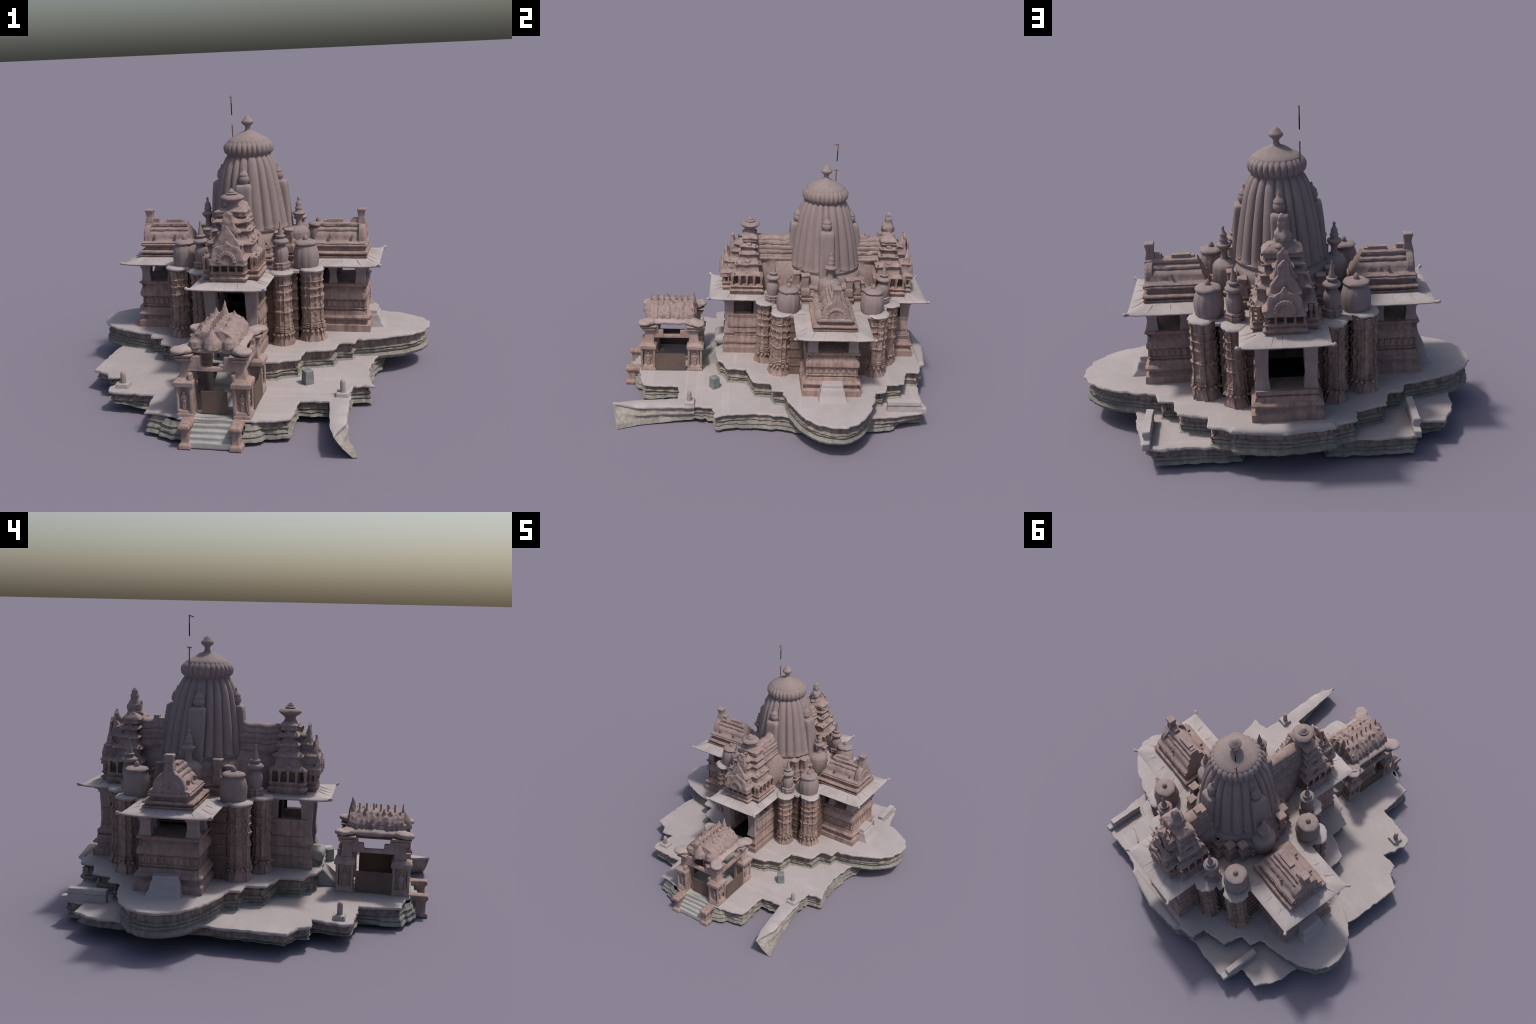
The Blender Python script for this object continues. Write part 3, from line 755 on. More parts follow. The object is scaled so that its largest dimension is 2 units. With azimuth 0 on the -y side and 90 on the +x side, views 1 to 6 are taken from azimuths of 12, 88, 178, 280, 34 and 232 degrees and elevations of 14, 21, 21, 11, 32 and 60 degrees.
# ------------------------------------------------------------------ stepped spires over the end porches
def end_spire(fn, seed, north):
    """Local frame of the south spire: axis at (CX, -0.18), front towards -y."""
    g = part("stepped_spire")
    ax, ay = CX, -0.180
    def plus(hn, un, hw, uw, back):
        """Cruciform plan: narrow arm to the front, wide body behind it."""
        return [(ax - hn, ay - un), (ax + hn, ay - un), (ax + hn, ay - uw), (ax + hw, ay - uw), (ax + hw, ay + back), (ax - hw, ay + back), (ax - hw, ay - uw), (ax - hn, ay - uw)]
    def wavy(poly, prof, s, amp=0.006):
        mb = MB(); d = dense(poly, 0.012); rings = []
        for z, o in prof:
            ring = []
            for x, y in offset(d, o):
                q = amp * nz(x, y, z * 0.4, 24, s)
                ring.append((x + 0.5 * q, y + 0.004 * nz(x, y, z, 30, s + 3), z + q))
            rings.append(ring)
        return mb.loft(rings)
    # plinth mouldings
    mb = wavy(plus(0.098, 0.168, 0.155, 0.118, 0.092), [(0.636, -0.014), (0.652, -0.010), (0.664, 0.0), (0.672, 0.004), (0.678, -0.004), (0.684, -0.014), (0.690, -0.008), (0.700, 0.000), (0.705, -0.006)], seed, 0.004)
    mb.map(fn); build("spire_plinth", mb, M_PINK, g, angle=35)
    # recessed gallery with colonnettes
    mb = MB(); mb.prism(plus(0.056, 0.112, 0.098, 0.072, 0.052), [(0.69, 0), (0.775, 0)]); mb.map(fn)
    build("gallery_core", mb, M_BAST, g)
    cols = []
    for i in range(5):
        cols.append((ax - 0.086 + 0.043 * i, ay - 0.156))
    for s in (-1, 1):
        for i in range(5):
            cols.append((ax + s * 0.142, ay - 0.106 + 0.046 * i))
        cols.append((ax + s * 0.118, ay - 0.110)); cols.append((ax + s * 0.090, ay - 0.130))
    for i in range(4):
        cols.append((ax - 0.12 + 0.08 * i, ay + 0.082))
    cm = None
    for (x, y) in cols:
        if cm is None:
            mb = MB()
            mb.prism(rect(-0.0055, 0.0055, -0.0055, 0.0055), [(0.696, 0.002), (0.706, 0.002), (0.709, 0.0), (0.742, 0.0), (0.748, 0.002), (0.772, 0.003)])
            o = build("colonnette", mb, M_PINK, g); cm = o.data
        else:
            o = bpy.data.objects.new("colonnette", cm); COL.objects.link(o); o.parent = g
        q = fn((x, y, 0)); o.location = (q[0], q[1], 0)
    # roof tiers with drooping wavy eaves
    up = 1.0
    T = [plus(0.088, 0.158, 0.130, 0.092, 0.074), plus(0.064, 0.146, 0.112, 0.078, 0.062), plus(0.046, 0.102, 0.094, 0.054, 0.044), plus(0.034, 0.088, 0.084, 0.048, 0.038)]
    Z = [0.770, 0.842, 0.902, 0.948]
    H = [0.072, 0.060, 0.046, 0.044]
    for i, poly in enumerate(T):
        z, h = Z[i], H[i]
        prof = [(z - 0.014, -0.020), (z - 0.011, 0.002), (z - 0.005, 0.013), (z + 0.001, 0.015), (z + 0.006, 0.011), (z + 0.012, 0.000), (z + 0.020, -0.012), (z + h * .6, -0.017), (z + h, -0.019)]
        mb = wavy(poly, prof, seed + i * 3, 0.010); mb.map(fn)
        build("spire_tier", mb, M_CARVE, g, angle=45)
        xs = [p[0] for p in poly]; ys = [p[1] for p in poly]
        hw_, yf, yb, yw = max(xs) - ax, min(ys), max(ys), poly[2][1]
        # dormer lumps and upturned corners on the eave
        mb = MB()
        for s_ in (-1, 1):
            if i != 2:
                mb.blob((ax + s_ * (hw_ - 0.004), (yw + yb) / 2, z + 0.012), (0.012, 0.022, 0.014), 8, 0.5, i)
            for (px, py) in ((hw_, yw), (hw_, yb)):
                mb.tube([(ax + s_ * (px - 0.010), py + 0.006 * (1 if py < ay else -1), z + 0.002), (ax + s_ * (px + 0.006), py, z + 0.004), (ax + s_ * (px + 0.014), py - 0.003, z + 0.018 + 0.01 * random.random())], [0.009, 0.008, 0.003], 8)
        mb.map(fn); build("eave_ornament", mb, M_CARVE, g, voxel=0.003, smooth=2, wob=0.004, wscale=50, wseed=seed + i)
    # top block, neck and crown
    mb = MB()
    if not north:
        mb.prism(dense(rect(ax - 0.078, ax + 0.078, ay - 0.040, ay + 0.040), 0.012), [(0.975, 0.004), (0.992, 0.002), (1.000, 0.010), (1.006, 0.008), (1.014, -0.008), (1.022, -0.022)])
        mb.map(fn); build("crown_block", mb, M_CARVE, g, voxel=0.0032, smooth=2, wob=0.005, wscale=30)
        mb = MB()
        mb.lathe(ax, ay, [(1.000, 0.052), (1.010, 0.042), (1.030, 0.030), (1.038, 0.030), (1.046, 0.036), (1.056, 0.050), (1.066, 0.061), (1.072, 0.063), (1.079, 0.058), (1.086, 0.046), (1.088, 0.026), (1.092, 0.025), (1.094, 0.031), (1.097, 0.029), (1.101, 0.018), (1.105, 0.020), (1.110, 0.014), (1.115, 0.011), (1.121, 0.002)], 40)
        mb.map(fn); build("crown_cushion", mb, M_TOWER, g, angle=50, wob=0.004, wscale=30)
    else:
        mb.prism(dense(rect(ax - 0.084, ax + 0.084, ay - 0.044, ay + 0.044), 0.012), [(0.975, 0.006), (0.990, 0.002), (0.998, 0.010), (1.010, 0.004), (1.024, -0.012), (1.036, -0.030)])
        mb.map(fn); build("crown_block", mb, M_CARVE, g, voxel=0.0032, smooth=2, wob=0.005, wscale=30)
        mb = MB()
        mb.blob((ax - 0.004, ay, 1.062), (0.040, 0.044, 0.042), 12, 0.3, 3)
        mb.blob((ax, ay, 1.025), (0.052, 0.048, 0.022), 12, 0.3, 8)
        mb.prism(rect(ax - 0.018, ax + 0.016, ay - 0.022, ay + 0.018), [(1.07, 0.004), (1.11, 0.0), (1.125, 0.002), (1.140, -0.004), (1.152, -0.002), (1.160, -0.008), (1.168, -0.013)])
        mb.map(fn); build("crown_cushion", mb, M_TOWER, g, voxel=0.0035, smooth=4, wob=0.005, wscale=40)
    # front gables, one behind the other
    def gable(y, pts, d, name):
        mb = MB()
        P = dense([(ax + a, b) for a, b in pts], 0.010)
        P = [(x + 0.003 * nz(x, z, 0, 60, seed), z + 0.003 * nz(x, z, 3, 60, seed)) for x, z in P]
        mb.loft([[(x, y + 0.014 + d * max(0.0, 1 - (z - pts[0][1]) / (0.62 * (max(q[1] for q in pts) - pts[0][1]))) + 0.08 * (z - pts[0][1]), z) for x, z in P], [(x, y + 0.004 + 0.08 * (z - pts[0][1]), z) for x, z in P], [(ax + (x - ax) * 0.93, y + 0.08 * (z - pts[0][1]), z * 0.985 + 0.015 * pts[0][1] + 0.0005) for x, z in P]])
        mb.map(fn); return build(name, mb, M_CARVE, g, voxel=0.003, smooth=2, wob=0.004, wscale=36)
    def sym(keys):
        """Closed outline from (z, half width) keys."""
        return [(-keys[0][1], keys[0][0])] + [(h, z) for z, h in keys] + [(-h, z) for z, h in reversed(keys[1:])]
    if north:
        G1 = [(0.742, 0.096), (0.765, 0.090), (0.785, 0.080), (0.822, 0.076), (0.840, 0.068), (0.846, 0.042), (0.862, 0.018), (0.882, 0.003)]
        G2 = [(0.795, 0.074), (0.850, 0.068), (0.885, 0.058), (0.905, 0.046), (0.928, 0.030), (0.945, 0.026), (0.974, 0.026), (0.988, 0.012), (1.000, 0.003)]
        G3 = [(0.900, 0.050), (0.960, 0.036), (0.990, 0.028), (1.020, 0.025), (1.034, 0.010), (1.047, 0.002)]
    else:
        G1 = [(0.742, 0.101), (0.770, 0.098), (0.790, 0.086), (0.826, 0.078), (0.842, 0.064), (0.850, 0.030), (0.858, 0.012), (0.872, 0.003)]
        G2 = [(0.795, 0.076), (0.850, 0.068), (0.868, 0.060), (0.885, 0.045), (0.905, 0.032), (0.925, 0.016), (0.949, 0.002)]
        G3 = [(0.870, 0.052), (0.920, 0.040), (0.950, 0.031), (0.985, 0.028), (1.003, 0.029), (1.010, 0.012), (1.0175, 0.002)]
    gf = 0.010 if north else 0.0
    gable(ay - 0.186 + gf, sym(G1), 0.040, "carved_gable")
    gable(ay - 0.166 + gf, sym(G2), 0.060, "carved_gable")
    gable(ay - 0.126, sym(G3), 0.070, "carved_gable")
    mb = MB(); n = 10
    for r0, dy in ((0.046, 0.190), (0.037, 0.191)):
        for k in range(n + 1):
            a = math.pi * k / n
            mb.blob((ax - r0 * math.cos(a), ay - dy + 0.006 + gf, 0.764 + r0 * 1.15 * math.sin(a)), (0.009, 0.008, 0.009), 6)
    mb.map(fn); build("gable_arch", mb, M_CARVE, g, voxel=0.003, smooth=3)
    # layered vestibule ridge linking the spire with the tower
    mb = MB()
    sec = [(0.636, 0.130), (0.700, 0.126), (0.760, 0.116), (0.800, 0.098), (0.830, 0.082), (0.850, 0.062), (0.856, 0.066), (0.864, 0.066), (0.870, 0.058), (0.884, 0.056), (0.890, 0.050), (0.896, 0.055), (0.910, 0.054),
           (0.916, 0.046), (0.924, 0.050), (0.938, 0.048), (0.946, 0.038), (0.952, 0.042), (0.966, 0.040), (0.974, 0.032), (0.984, 0.032), (0.992, 0.026), (0.999, 0.012)]
    rings = []
    for k in range(21):
        y = ay + 0.04 + 0.27 * k / 20
        ring = []
        for sgn in (1, -1):
            for z, h in (sec if sgn == 1 else list(reversed(sec))):
                if z < 0.845:
                    h *= 0.55 + 0.45 * min(1.0, max(0.0, (y + 0.10) / 0.16))
                rise = max(0.0, (y - 0.045) / 0.085) if z > 0.95 else 0.0
                ring.append((ax + sgn * (h + 0.006 * nz(y, z, sgn, 28, seed)), y, z + 0.007 * nz(y, sgn, 0, 22, seed + 1) + 0.07 * rise ** 1.5))
        rings.append(ring)
    mb.loft(rings); mb.map(fn)
    build("vestibule_roof", mb, M_CARVE, g, angle=40)
    if north:
        mb = MB(); mb.box(CX - 0.03, CX + 0.03, -0.052, 0.0, 0.985, 1.006, 0.004); mb.box(CX - 0.022, CX + 0.022, -0.07, -0.036, 0.98, 1.020, 0.003); mb.map(fn)
        build("ridge_box", mb, M_CARVE, g, wob=0.003)
    return g

SOUTH = lambda p: p
NORTH_P = miry(0.566)      # porch mirror: front -0.335 -> 0.901
NORTH_S = miry(0.520)      # spire mirror: axis -0.18 -> 0.70
gs = end_porch(SOUTH, 31, -0.338, True, False)
eave("eave", CX - 0.198, CX + 0.202, -0.428, 0.02, 0.085, 0.632, 0.650, SOUTH, gs, ((-1, 1), (1, 1)))
gn = end_porch(NORTH_P, 41, -0.336, True, True)
eave("eave", CX - 0.200, CX + 0.210, 0.60, 0.955, 0.085, 0.637, 0.652, SOUTH, gn, ((-1, -1), (1, -1)))
end_spire(SOUTH, 51, False)
end_spire(NORTH_S, 71, True)

# ------------------------------------------------------------------ main tower
tower = part("ribbed_tower")
TX, TY0, TY1 = -0.027, 0.304, 0.2875
def axis_y(z):
    return TY0 + (TY1 - TY0) * min(1, max(0, (z - 0.80) / 0.42))

PL = [(0.27, 0.0), (0.27, 0.085), (0.255, 0.09), (0.252, 0.150), (0.212, 0.152), (0.210, 0.210)]
quad = PL + [(y, x) for x, y in reversed(PL[:-1])]
plinth = []
for r in range(4):
    for x, y in quad[:-1]:
        for _ in range(r):
            x, y = -y, x
        plinth.append((CX + x, 0.312 + y))
mb = MB()
mb.prism(dense(plinth, 0.012), [(0.630, 0.008), (0.655, 0.006), (0.662, 0.014), (0.674, 0.016), (0.680, 0.002), (0.690, 0.010), (0.700, 0.006), (0.706, -0.006), (0.728, -0.010),
                                (0.736, -0.004), (0.748, -0.008), (0.756, -0.022), (0.772, -0.030)])
build("tower_plinth", mb, M_CARVE, tower, angle=35, wob=0.006, wscale=26, wseed=2)
# square stub piers standing on the plinth corners
for sx in (-1, 1):
    for sy in (-1, 1):
        for (dx, dy, w, z1) in ((0.238, 0.138, 0.024, 0.832 if sy < 0 else 0.806), (0.190, 0.190, 0.024, 0.790 if sx < 0 or sy > 0 else 0.826)):
            mb = MB(); x, y = CX + sx * dx, 0.308 + sy * dy
            mb.prism(rect(x - w, x + w, y - w, y + w), [(0.69, 0.004), (0.735, 0.002), (0.745, -0.004), (z1 - 0.016, -0.003), (z1 - 0.006, 0.003), (z1, 0.0)])
            build("stub_pier", mb, M_CARVE, tower, voxel=0.004, smooth=2, wob=0.006, wscale=24, wseed=dx * 50 + sx + 3 * sy)
# drum between plinth and ribs
mb = MB()
rings = []
for z, r in [(0.70, 0.256), (0.750, 0.252), (0.772, 0.247), (0.790, 0.240), (0.800, 0.233), (0.808, 0.224), (0.816, 0.222), (0.822, 0.228), (0.832, 0.228)]:
    ring = []
    for i in range(144):
        a = 2 * math.pi * i / 144
        k = 1 + 0.03 * math.cos(4 * a) * 0.0 + 0.012 * nz(math.cos(a) * 3, math.sin(a) * 3, z * 12, 1.4)
        ring.append((TX + r * k * math.cos(a), axis_y(z) + r * k * math.sin(a), z))
    rings.append(ring)
mb.loft(rings)
build("tower_drum", mb, M_TOWER, tower, angle=60)

RIB = [(0.822, 0.214), (0.826, 0.226), (0.834, 0.231), (0.842, 0.226), (0.862, 0.223), (0.90, 0.218), (0.95, 0.211), (1.00, 0.203), (1.05, 0.194), (1.09, 0.185), (1.13, 0.176), (1.165, 0.167),
       (1.195, 0.155), (1.215, 0.145), (1.230, 0.136), (1.240, 0.128), (1.246, 0.118)]
NR = 20
mb = MB(); rings = []; n = NR * 16
for z, r in RIB:
    ring = []
    deep = 0.115 + 0.01 * min(1, (z - 0.82) / 0.4)
    for i in range(n):
        a = 2 * math.pi * i / n
        lob = abs(math.cos(NR * (a + 0.030 * math.sin(3 * a + 1) + 0.025 * math.sin(7 * a)) * 0.5)) ** 0.5
        k = 1 - deep + deep * lob + 0.010 * nz(math.cos(a) * 2, math.sin(a) * 2, z * 3, 1.5, 2)
        hem = 0.007 * math.sin(9 * a) + 0.010 * (lob - 0.5) if z < 0.85 else 0
        ring.append((TX + r * k * math.cos(a), axis_y(z) + r * k * math.sin(a), z - hem))
    rings.append(ring)
mb.loft(rings)
build("ribbed_shaft", mb, M_TOWER, tower, angle=75)

# flat attached half-spires on the four faces, each with a bulbous finial
for k in range(4):
    a = k * math.pi / 2
    ca, sa = round(math.cos(a)), round(math.sin(a))
    def fr(p, ca=ca, sa=sa):
        x, y, z = p
        return (TX + ca * x - sa * y, axis_y(z) + sa * x + ca * y, z)
    g = part("attached_spire", tower)
    mb = MB()
    mb.prism(dense(rect(0.10, 0.218, -0.048, 0.048), 0.012), [(0.775, 0.003), (0.83, 0.001), (0.86, 0.0)])
    mb.v = mb.v[:0]; mb.f = []
    rings = []
    P = dense([(0.10, -0.046), (0.205, -0.046), (0.214, -0.038), (0.214, 0.038), (0.205, 0.046), (0.10, 0.046)], 0.012)
    for z, sx_, o in [(0.745, 0.028, 0.004), (0.83, 0.023, 0.002), (0.90, 0.018, 0.001), (1.00, 0.010, 0.0), (1.06, 0.003, -0.001), (1.084, 0.000, -0.002), (1.092, -0.006, -0.006), (1.095, -0.018, -0.014)]:
        rings.append([(x + (sx_ if x > 0.15 else 0), y * (1 + o / 0.046), z) for x, y in P])
    mb.loft(rings); mb.map(fr)
    build("spire_panel", mb, M_TOWER, g, angle=50, wob=0.002, wscale=14)
    mb = MB()
    mb.lathe(0.165, 0, [(1.080, 0.024), (1.094, 0.022), (1.101, 0.024), (1.110, 0.030), (1.122, 0.032), (1.133, 0.030), (1.140, 0.026), (1.145, 0.028), (1.152, 0.025), (1.162, 0.017), (1.170, 0.009), (1.176, 0.0065), (1.183, 0.006), (1.189, 0.002)], 28)
    mb.map(fr); build("spire_finial", mb, M_TOWER, g, angle=45, wob=0.002)

# ribbed crown
crown = part("tower_crown", tower)
mb = MB()
prof = [(1.226, 0.108), (1.236, 0.121), (1.245, 0.124), (1.250, 0.130), (1.258, 0.139), (1.270, 0.144), (1.285, 0.1455), (1.298, 0.143), (1.309, 0.136), (1.318, 0.127), (1.325, 0.119)]
rings = []; NC = 28
for z, r in prof:
    fade = (0.25 if z < 1.247 else 1.0) if z < 1.305 else 0.6
    ring = []
    for i in range(NC * 10):
        a = 2 * math.pi * i / (NC * 10)
        kk = 1 - 0.085 * fade + 0.085 * fade * abs(math.cos(NC * (a + 0.02 * math.sin(5 * a)) / 2)) ** 0.6
        ring.append((TX + r * kk * math.cos(a), TY1 + r * kk * math.sin(a), z))
    rings.append(ring)
mb.loft(rings)
build("ribbed_cushion", mb, M_TOWER, crown, angle=75)
mb = MB()
mb.lathe(TX, TY1, [(1.306, 0.122), (1.320, 0.123), (1.330, 0.116), (1.341, 0.098), (1.351, 0.080), (1.361, 0.062), (1.369, 0.047), (1.374, 0.036), (1.377, 0.023), (1.390, 0.015), (1.400, 0.0145), (1.408, 0.018), (1.416, 0.028),
                   (1.424, 0.0345), (1.431, 0.0355), (1.437, 0.032), (1.442, 0.026), (1.452, 0.020), (1.461, 0.012), (1.467, 0.003)], 56)
build("dome_and_finial", mb, M_TOWER, crown, angle=60)

# pots with tall finials between the tower and the side porches
for s in (-1, 1):
    x = CX + s * 0.274; y = 0.319
    g = part("pot_finial", tower)
    mb = MB()
    mb.lathe(x - s * 0.01, y, [(0.650, 0.056), (0.680, 0.066), (0.720, 0.072), (0.755, 0.074), (0.785, 0.071), (0.800, 0.063), (0.812, 0.046), (0.820, 0.030)], 64, lobes=11, amp=0.04, power=0.6)
    mb.box(min(x, x - s * .1), max(x, x - s * .1), y - 0.05, y + 0.05, 0.66, 0.80, 0.006)
    build("pot_body", mb, M_TOWER, g, voxel=0.004, smooth=4)
    mb = MB()
    mb.lathe(x, y, [(0.806, 0.030), (0.822, 0.021), (0.845, 0.0165), (0.862, 0.018), (0.876, 0.026), (0.884, 0.034), (0.892, 0.037), (0.898, 0.034), (0.901, 0.023), (0.912, 0.019), (0.918, 0.022), (0.924, 0.022), (0.930, 0.018),
                    (0.942, 0.0165), (0.950, 0.017), (0.955, 0.013), (0.966, 0.008), (0.972, 0.006), (0.980, 0.0085), (0.986, 0.006), (0.991, 0.001)], 28)
    build("pot_spire", mb, M_TOWER, g, angle=40, wob=0.002, wscale=40)

# flag poles
px, py = -0.1355, 0.361
mb = MB(); mb.tube([(px, py, 1.285), (px, py, 1.404)], 0.0036, 8)
mb.tube([(px + 0.002, py - 0.014, 1.4035), (px, py, 1.406), (px - 0.001, py + 0.013, 1.4075)], 0.0034, 8)
build("flag_pole", mb, M_POLE, crown, angle=50)
mb = MB(); mb.tube([(px, py, 1.464), (px, py + 0.001, 1.532)], 0.0033, 8)
build("flag_pole", mb, M_POLEB, crown, angle=50)
mb = MB(); mb.tube([(px, py + 0.001, 1.532), (px, py + 0.001, 1.573)], 0.0033, 8)
mb.tube([(px, py + 0.004, 1.5745), (px, py - 0.010, 1.571), (px, py - 0.024, 1.5665)], [0.0038, 0.0036, 0.0028], 8)
build("flag_pole_head", mb, M_POLE, crown, angle=50)

# ------------------------------------------------------------------ entrance gateway
gate = part("gateway")
GX, GY = -0.002, -0.668
def gfn(sx, sy):
    return lambda p: (GX + sx * p[0], GY + sy * p[1], p[2])
for sx in (-1, 1):
    for sy in (-1, 1):
        f = gfn(sx, sy)
        g = part("gate_post", gate)
        # local: x outwards, y outwards; post footprint .097-.182 by .102-.198
        mb = MB()
        mb.prism(rect(0.100, 0.182, 0.104, 0.198), [(0.112, 0.003), (0.132, 0.002), (0.138, -0.002), (0.148, -0.004), (0.152, -0.010)])
        mb.box(0.116, 0.163, 0.118, 0.180, 0.145, 0.282)                        # core behind the niches
        mb.box(0.098, 0.116, 0.104, 0.198, 0.14, 0.34, 0.0)                     # jamb towards the passage
        for (a, b) in ((0.175, 0.191), (0.175, 0.111)):
            mb.lathe(a, b, [(0.145, 0.0085), (0.160, 0.0075), (0.21, 0.0075), (0.262, 0.0085), (0.272, 0.010), (0.280, 0.010)], 12)
        mb.lathe(0.108, 0.191, [(0.145, 0.0085), (0.21, 0.0075), (0.28, 0.010)], 12)
        mb.map(f); build("post_shaft", mb, M_GATE, g, voxel=0.003, smooth=2, wob=0.002)
        mb = MB()
        mb.prism(dense(rect(0.096, 0.188, 0.100, 0.204), 0.02), [(0.272, -0.006), (0.276, 0.002), (0.296, 0.003), (0.302, -0.002), (0.314, -0.016)])
        mb.map(f); build("post_cap", mb, M_GATE, g, angle=35, wob=0.003)
        mb = MB()
        mb.loft([[(0.106, 0.112, 0.290), (0.170, 0.112, 0.290), (0.170, 0.186, 0.290), (0.106, 0.186, 0.290)],
                 [(0.108, 0.114, 0.335), (0.158, 0.114, 0.335), (0.158, 0.172, 0.335), (0.108, 0.172, 0.335)],
                 [(0.108, 0.116, 0.395), (0.154, 0.116, 0.395), (0.154, 0.168, 0.395), (0.108, 0.168, 0.395)]])
        mb.prism(rect(0.104, 0.170, 0.110, 0.184), [(0.388, -0.010), (0.398, -0.002), (0.404, 0.006), (0.412, 0.006), (0.414, 0.000), (0.422, 0.010), (0.430, 0.014)])
        mb.map(f); build("post_capital", mb, M_GATE, g, angle=35, wob=0.003, wscale=26)
        # niche figures on the two outer faces
        for face in (0, 1):
            mb = MB()
            mb.blob((0, 0, 0.240), 0.0085, 7).blob((0, 0, 0.216), (0.0105, 0.008, 0.017), 7).blob((0, 0, 0.195), (0.010, 0.008, 0.010), 7)
            mb.tube([(-0.005, 0, 0.192), (-0.006, 0, 0.170), (-0.005, 0, 0.152)], [0.006, 0.005, 0.005]).tube([(0.005, 0, 0.192), (0.006, 0, 0.170), (0.005, 0, 0.152)], [0.006, 0.005, 0.005])
            mb.tube([(-0.010, 0, 0.226), (-0.016, 0, 0.212), (-0.013, 0, 0.198)], 0.0035).tube([(0.010, 0, 0.226), (0.016, 0, 0.212), (0.013, 0, 0.198)], 0.0035)
            if face == 0:
                mb.map(lambda p: (0.144 + p[0], 0.185 + p[1], p[2]))
            else:
                mb.map(lambda p: (0.168 + p[1], 0.150 + p[0], p[2]))
            mb.map(f); build("niche_figure", mb, M_GATE, g, voxel=0.0025, smooth=2)
# beams
for sx in (-1, 1):
    mb = MB()
    mb.box(GX + sx * 0.142 - 0.014, GX + sx * 0.142 + 0.014, GY - 0.13, GY + 0.13, 0.340, 0.362, 0.002)
    mb.box(GX + sx * 0.142 - 0.013, GX + sx * 0.142 + 0.013, GY - 0.13, GY - 0.052, 0.358, 0.392, 0.002)
    mb.box(GX + sx * 0.142 - 0.013, GX + sx * 0.142 + 0.013, GY + 0.052, GY + 0.13, 0.358, 0.392, 0.002)
    mb.box(GX + sx * 0.142 - 0.014, GX + sx * 0.142 + 0.014, GY - 0.15, GY - 0.085, 0.388, 0.425, 0.0)
    mb.box(GX + sx * 0.142 - 0.014, GX + sx * 0.142 + 0.014, GY + 0.085, GY + 0.15, 0.388, 0.425, 0.0)
    build("gate_beam", mb, M_GATE, gate, voxel=0.0035, smooth=2, wob=0.002)
for sy in (-1, 1):
    mb = MB()
    mb.box(GX - 0.13, GX + 0.13, GY + sy * 0.158 - 0.015, GY + sy * 0.158 + 0.015, 0.345, 0.366, 0.003)
    mb.box(GX - 0.13, GX - 0.055, GY + sy * 0.158 - 0.014, GY + sy * 0.158 + 0.014, 0.362, 0.42, 0.002)
    mb.box(GX + 0.055, GX + 0.13, GY + sy * 0.158 - 0.014, GY + sy * 0.158 + 0.014, 0.362, 0.42, 0.002)
    build("gate_beam", mb, M_GATE, gate, voxel=0.0035, smooth=2, wob=0.002)
# roof slab with four rounded corner lobes
mb = MB()
mb.prism(rect(GX - 0.160, GX + 0.160, GY - 0.168, GY + 0.168), [(0.428, -0.026), (0.436, -0.012), (0.446, -0.008), (0.455, -0.016), (0.464, -0.040)])
for sx in (-1, 1):
    for sy in (-1, 1):
        mb.lathe(GX + sx * 0.160, GY + sy * 0.172, [(0.434, 0.024), (0.440, 0.036), (0.447, 0.043), (0.456, 0.043), (0.462, 0.036), (0.465, 0.022)], 24)
        mb.lathe(GX + sx * 0.135, GY + sy * 0.145, [(0.434, 0.036), (0.445, 0.044), (0.460, 0.038), (0.468, 0.020)], 24)
build("gate_roof_slab", mb, M_GROOF, gate, voxel=0.004, smooth=5, wob=0.005, wscale=22)
# thatch-like carved hood: steep sides, jagged gable ends
hood = part("gate_hood", gate)
mb = MB(); rings = []
K = 70
for k in range(K + 1):
    t = k / K
    y = GY - 0.150 + 0.290 * t
    endz = 0.0
    ring = []
    for sgn in (1, -1):
        S = [(0.452, 0.128), (0.468, 0.125), (0.486, 0.120), (0.504, 0.108), (0.518, 0.088), (0.530, 0.066), (0.538, 0.046), (0.532, 0.022)]
        for j, (z, h) in enumerate(S if sgn == 1 else list(reversed(S))):
            q = 0.012 * nz(y * 1.0, z * 0.5, sgn * 2, 34, 3) - 0.010 * abs(math.sin(y * 95 + 0.8 * math.sin(y * 40)))
            crest = (0.006 + 0.012 * nz(y, sgn, 1, 34, 6)) if z > 0.515 else 0.0
            ring.append((GX + sgn * (h + q), y, z + crest))
    rings.append(ring)
mb.loft(rings)
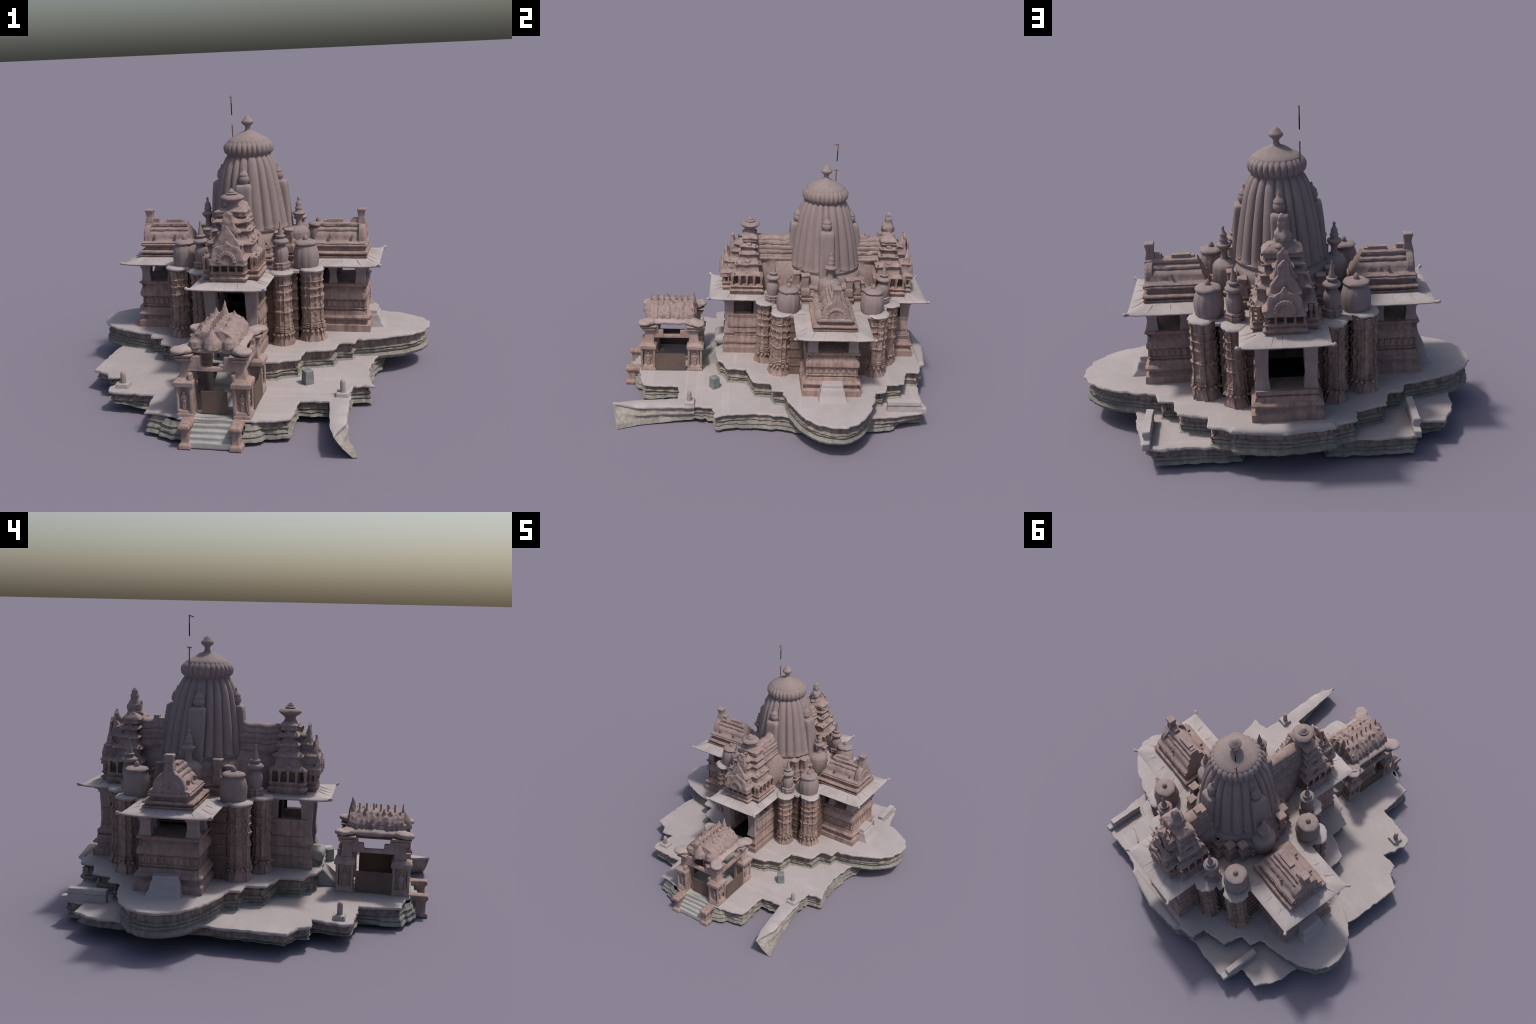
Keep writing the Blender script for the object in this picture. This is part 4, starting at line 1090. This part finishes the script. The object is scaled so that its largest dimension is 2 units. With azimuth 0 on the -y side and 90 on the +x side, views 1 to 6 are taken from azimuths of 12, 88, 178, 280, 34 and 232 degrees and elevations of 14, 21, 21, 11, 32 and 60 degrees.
for i, (x, y, h, r) in enumerate([(-0.085, GY - 0.14, 0.512, .030), (0.085, GY - 0.14, 0.520, .034), (0.0, GY - 0.152, 0.545, .045), (-0.05, GY - 0.13, 0.555, .024), (0.055, GY - 0.125, 0.545, .026),
                                  (0.0, GY + 0.13, 0.606, .030), (-0.045, GY + 0.125, 0.575, .028), (0.048, GY + 0.128, 0.560, .034), (-0.09, GY + 0.12, 0.525, .030), (0.09, GY + 0.12, 0.530, .034)]):
    mb.lathe(GX + x, y, [(0.455, r), (0.49, r * .9), (0.455 + (h - 0.455) * .75, r * .45), (h, 0.003)], 12)
for i in range(7):
    for s in (-1, 1):
        y = GY - 0.105 + i * 0.034 + 0.006 * s
        h = 0.556 + 0.026 * nz(i, s, 0, 1.7, 4)
        mb.lathe(GX + s * 0.056, y, [(0.50, 0.016), (0.535, 0.013), (h, 0.003)], 8)
build("hood_shell", mb, M_CARVE, hood, voxel=0.0035, smooth=2, wob=0.004, wscale=40)
for i in range(6):
    y = -0.768 + i * 0.0384
    mb = MB(); mb.tube([(GX, y, 0.525), (GX + 0.001, y, 0.579 + 0.003 * nz(i, 0, 0, 1.3))], [0.0052, 0.0046], 10)
    build("ridge_rod", mb, M_GATE, hood, angle=50)
for (x, y, z) in ((0.0, -0.812, 0.585), (-0.002, -0.535, 0.609)):
    mb = MB(); mb.tube([(x, y, 0.47), (x, y, 0.53), (x, y, z - 0.025), (x, y, z)], [0.012, 0.009, 0.0045, 0.002], 10)
    build("gable_spike", mb, M_GATE, hood, angle=50)
# brown boards between the posts
mb = MB(); mb.box(0.178, 0.182, -0.772, -0.577, 0.124, 0.2425); build("wooden_board", mb, M_PANEL, gate)
mb = MB(); mb.box(-0.181, -0.177, -0.775, -0.577, 0.124, 0.2435); build("wooden_board", mb, M_PANEL, gate)
mb = MB(); mb.box(-0.067, 0.063, -0.832, -0.828, 0.128, 0.2415); build("wooden_board", mb, M_PANEL, gate)
mb = MB(); mb.box(GX - 0.10, GX + 0.10, -0.86, -0.47, 0.117, 0.1215); build("gate_floor", mb, M_STEP, gate)
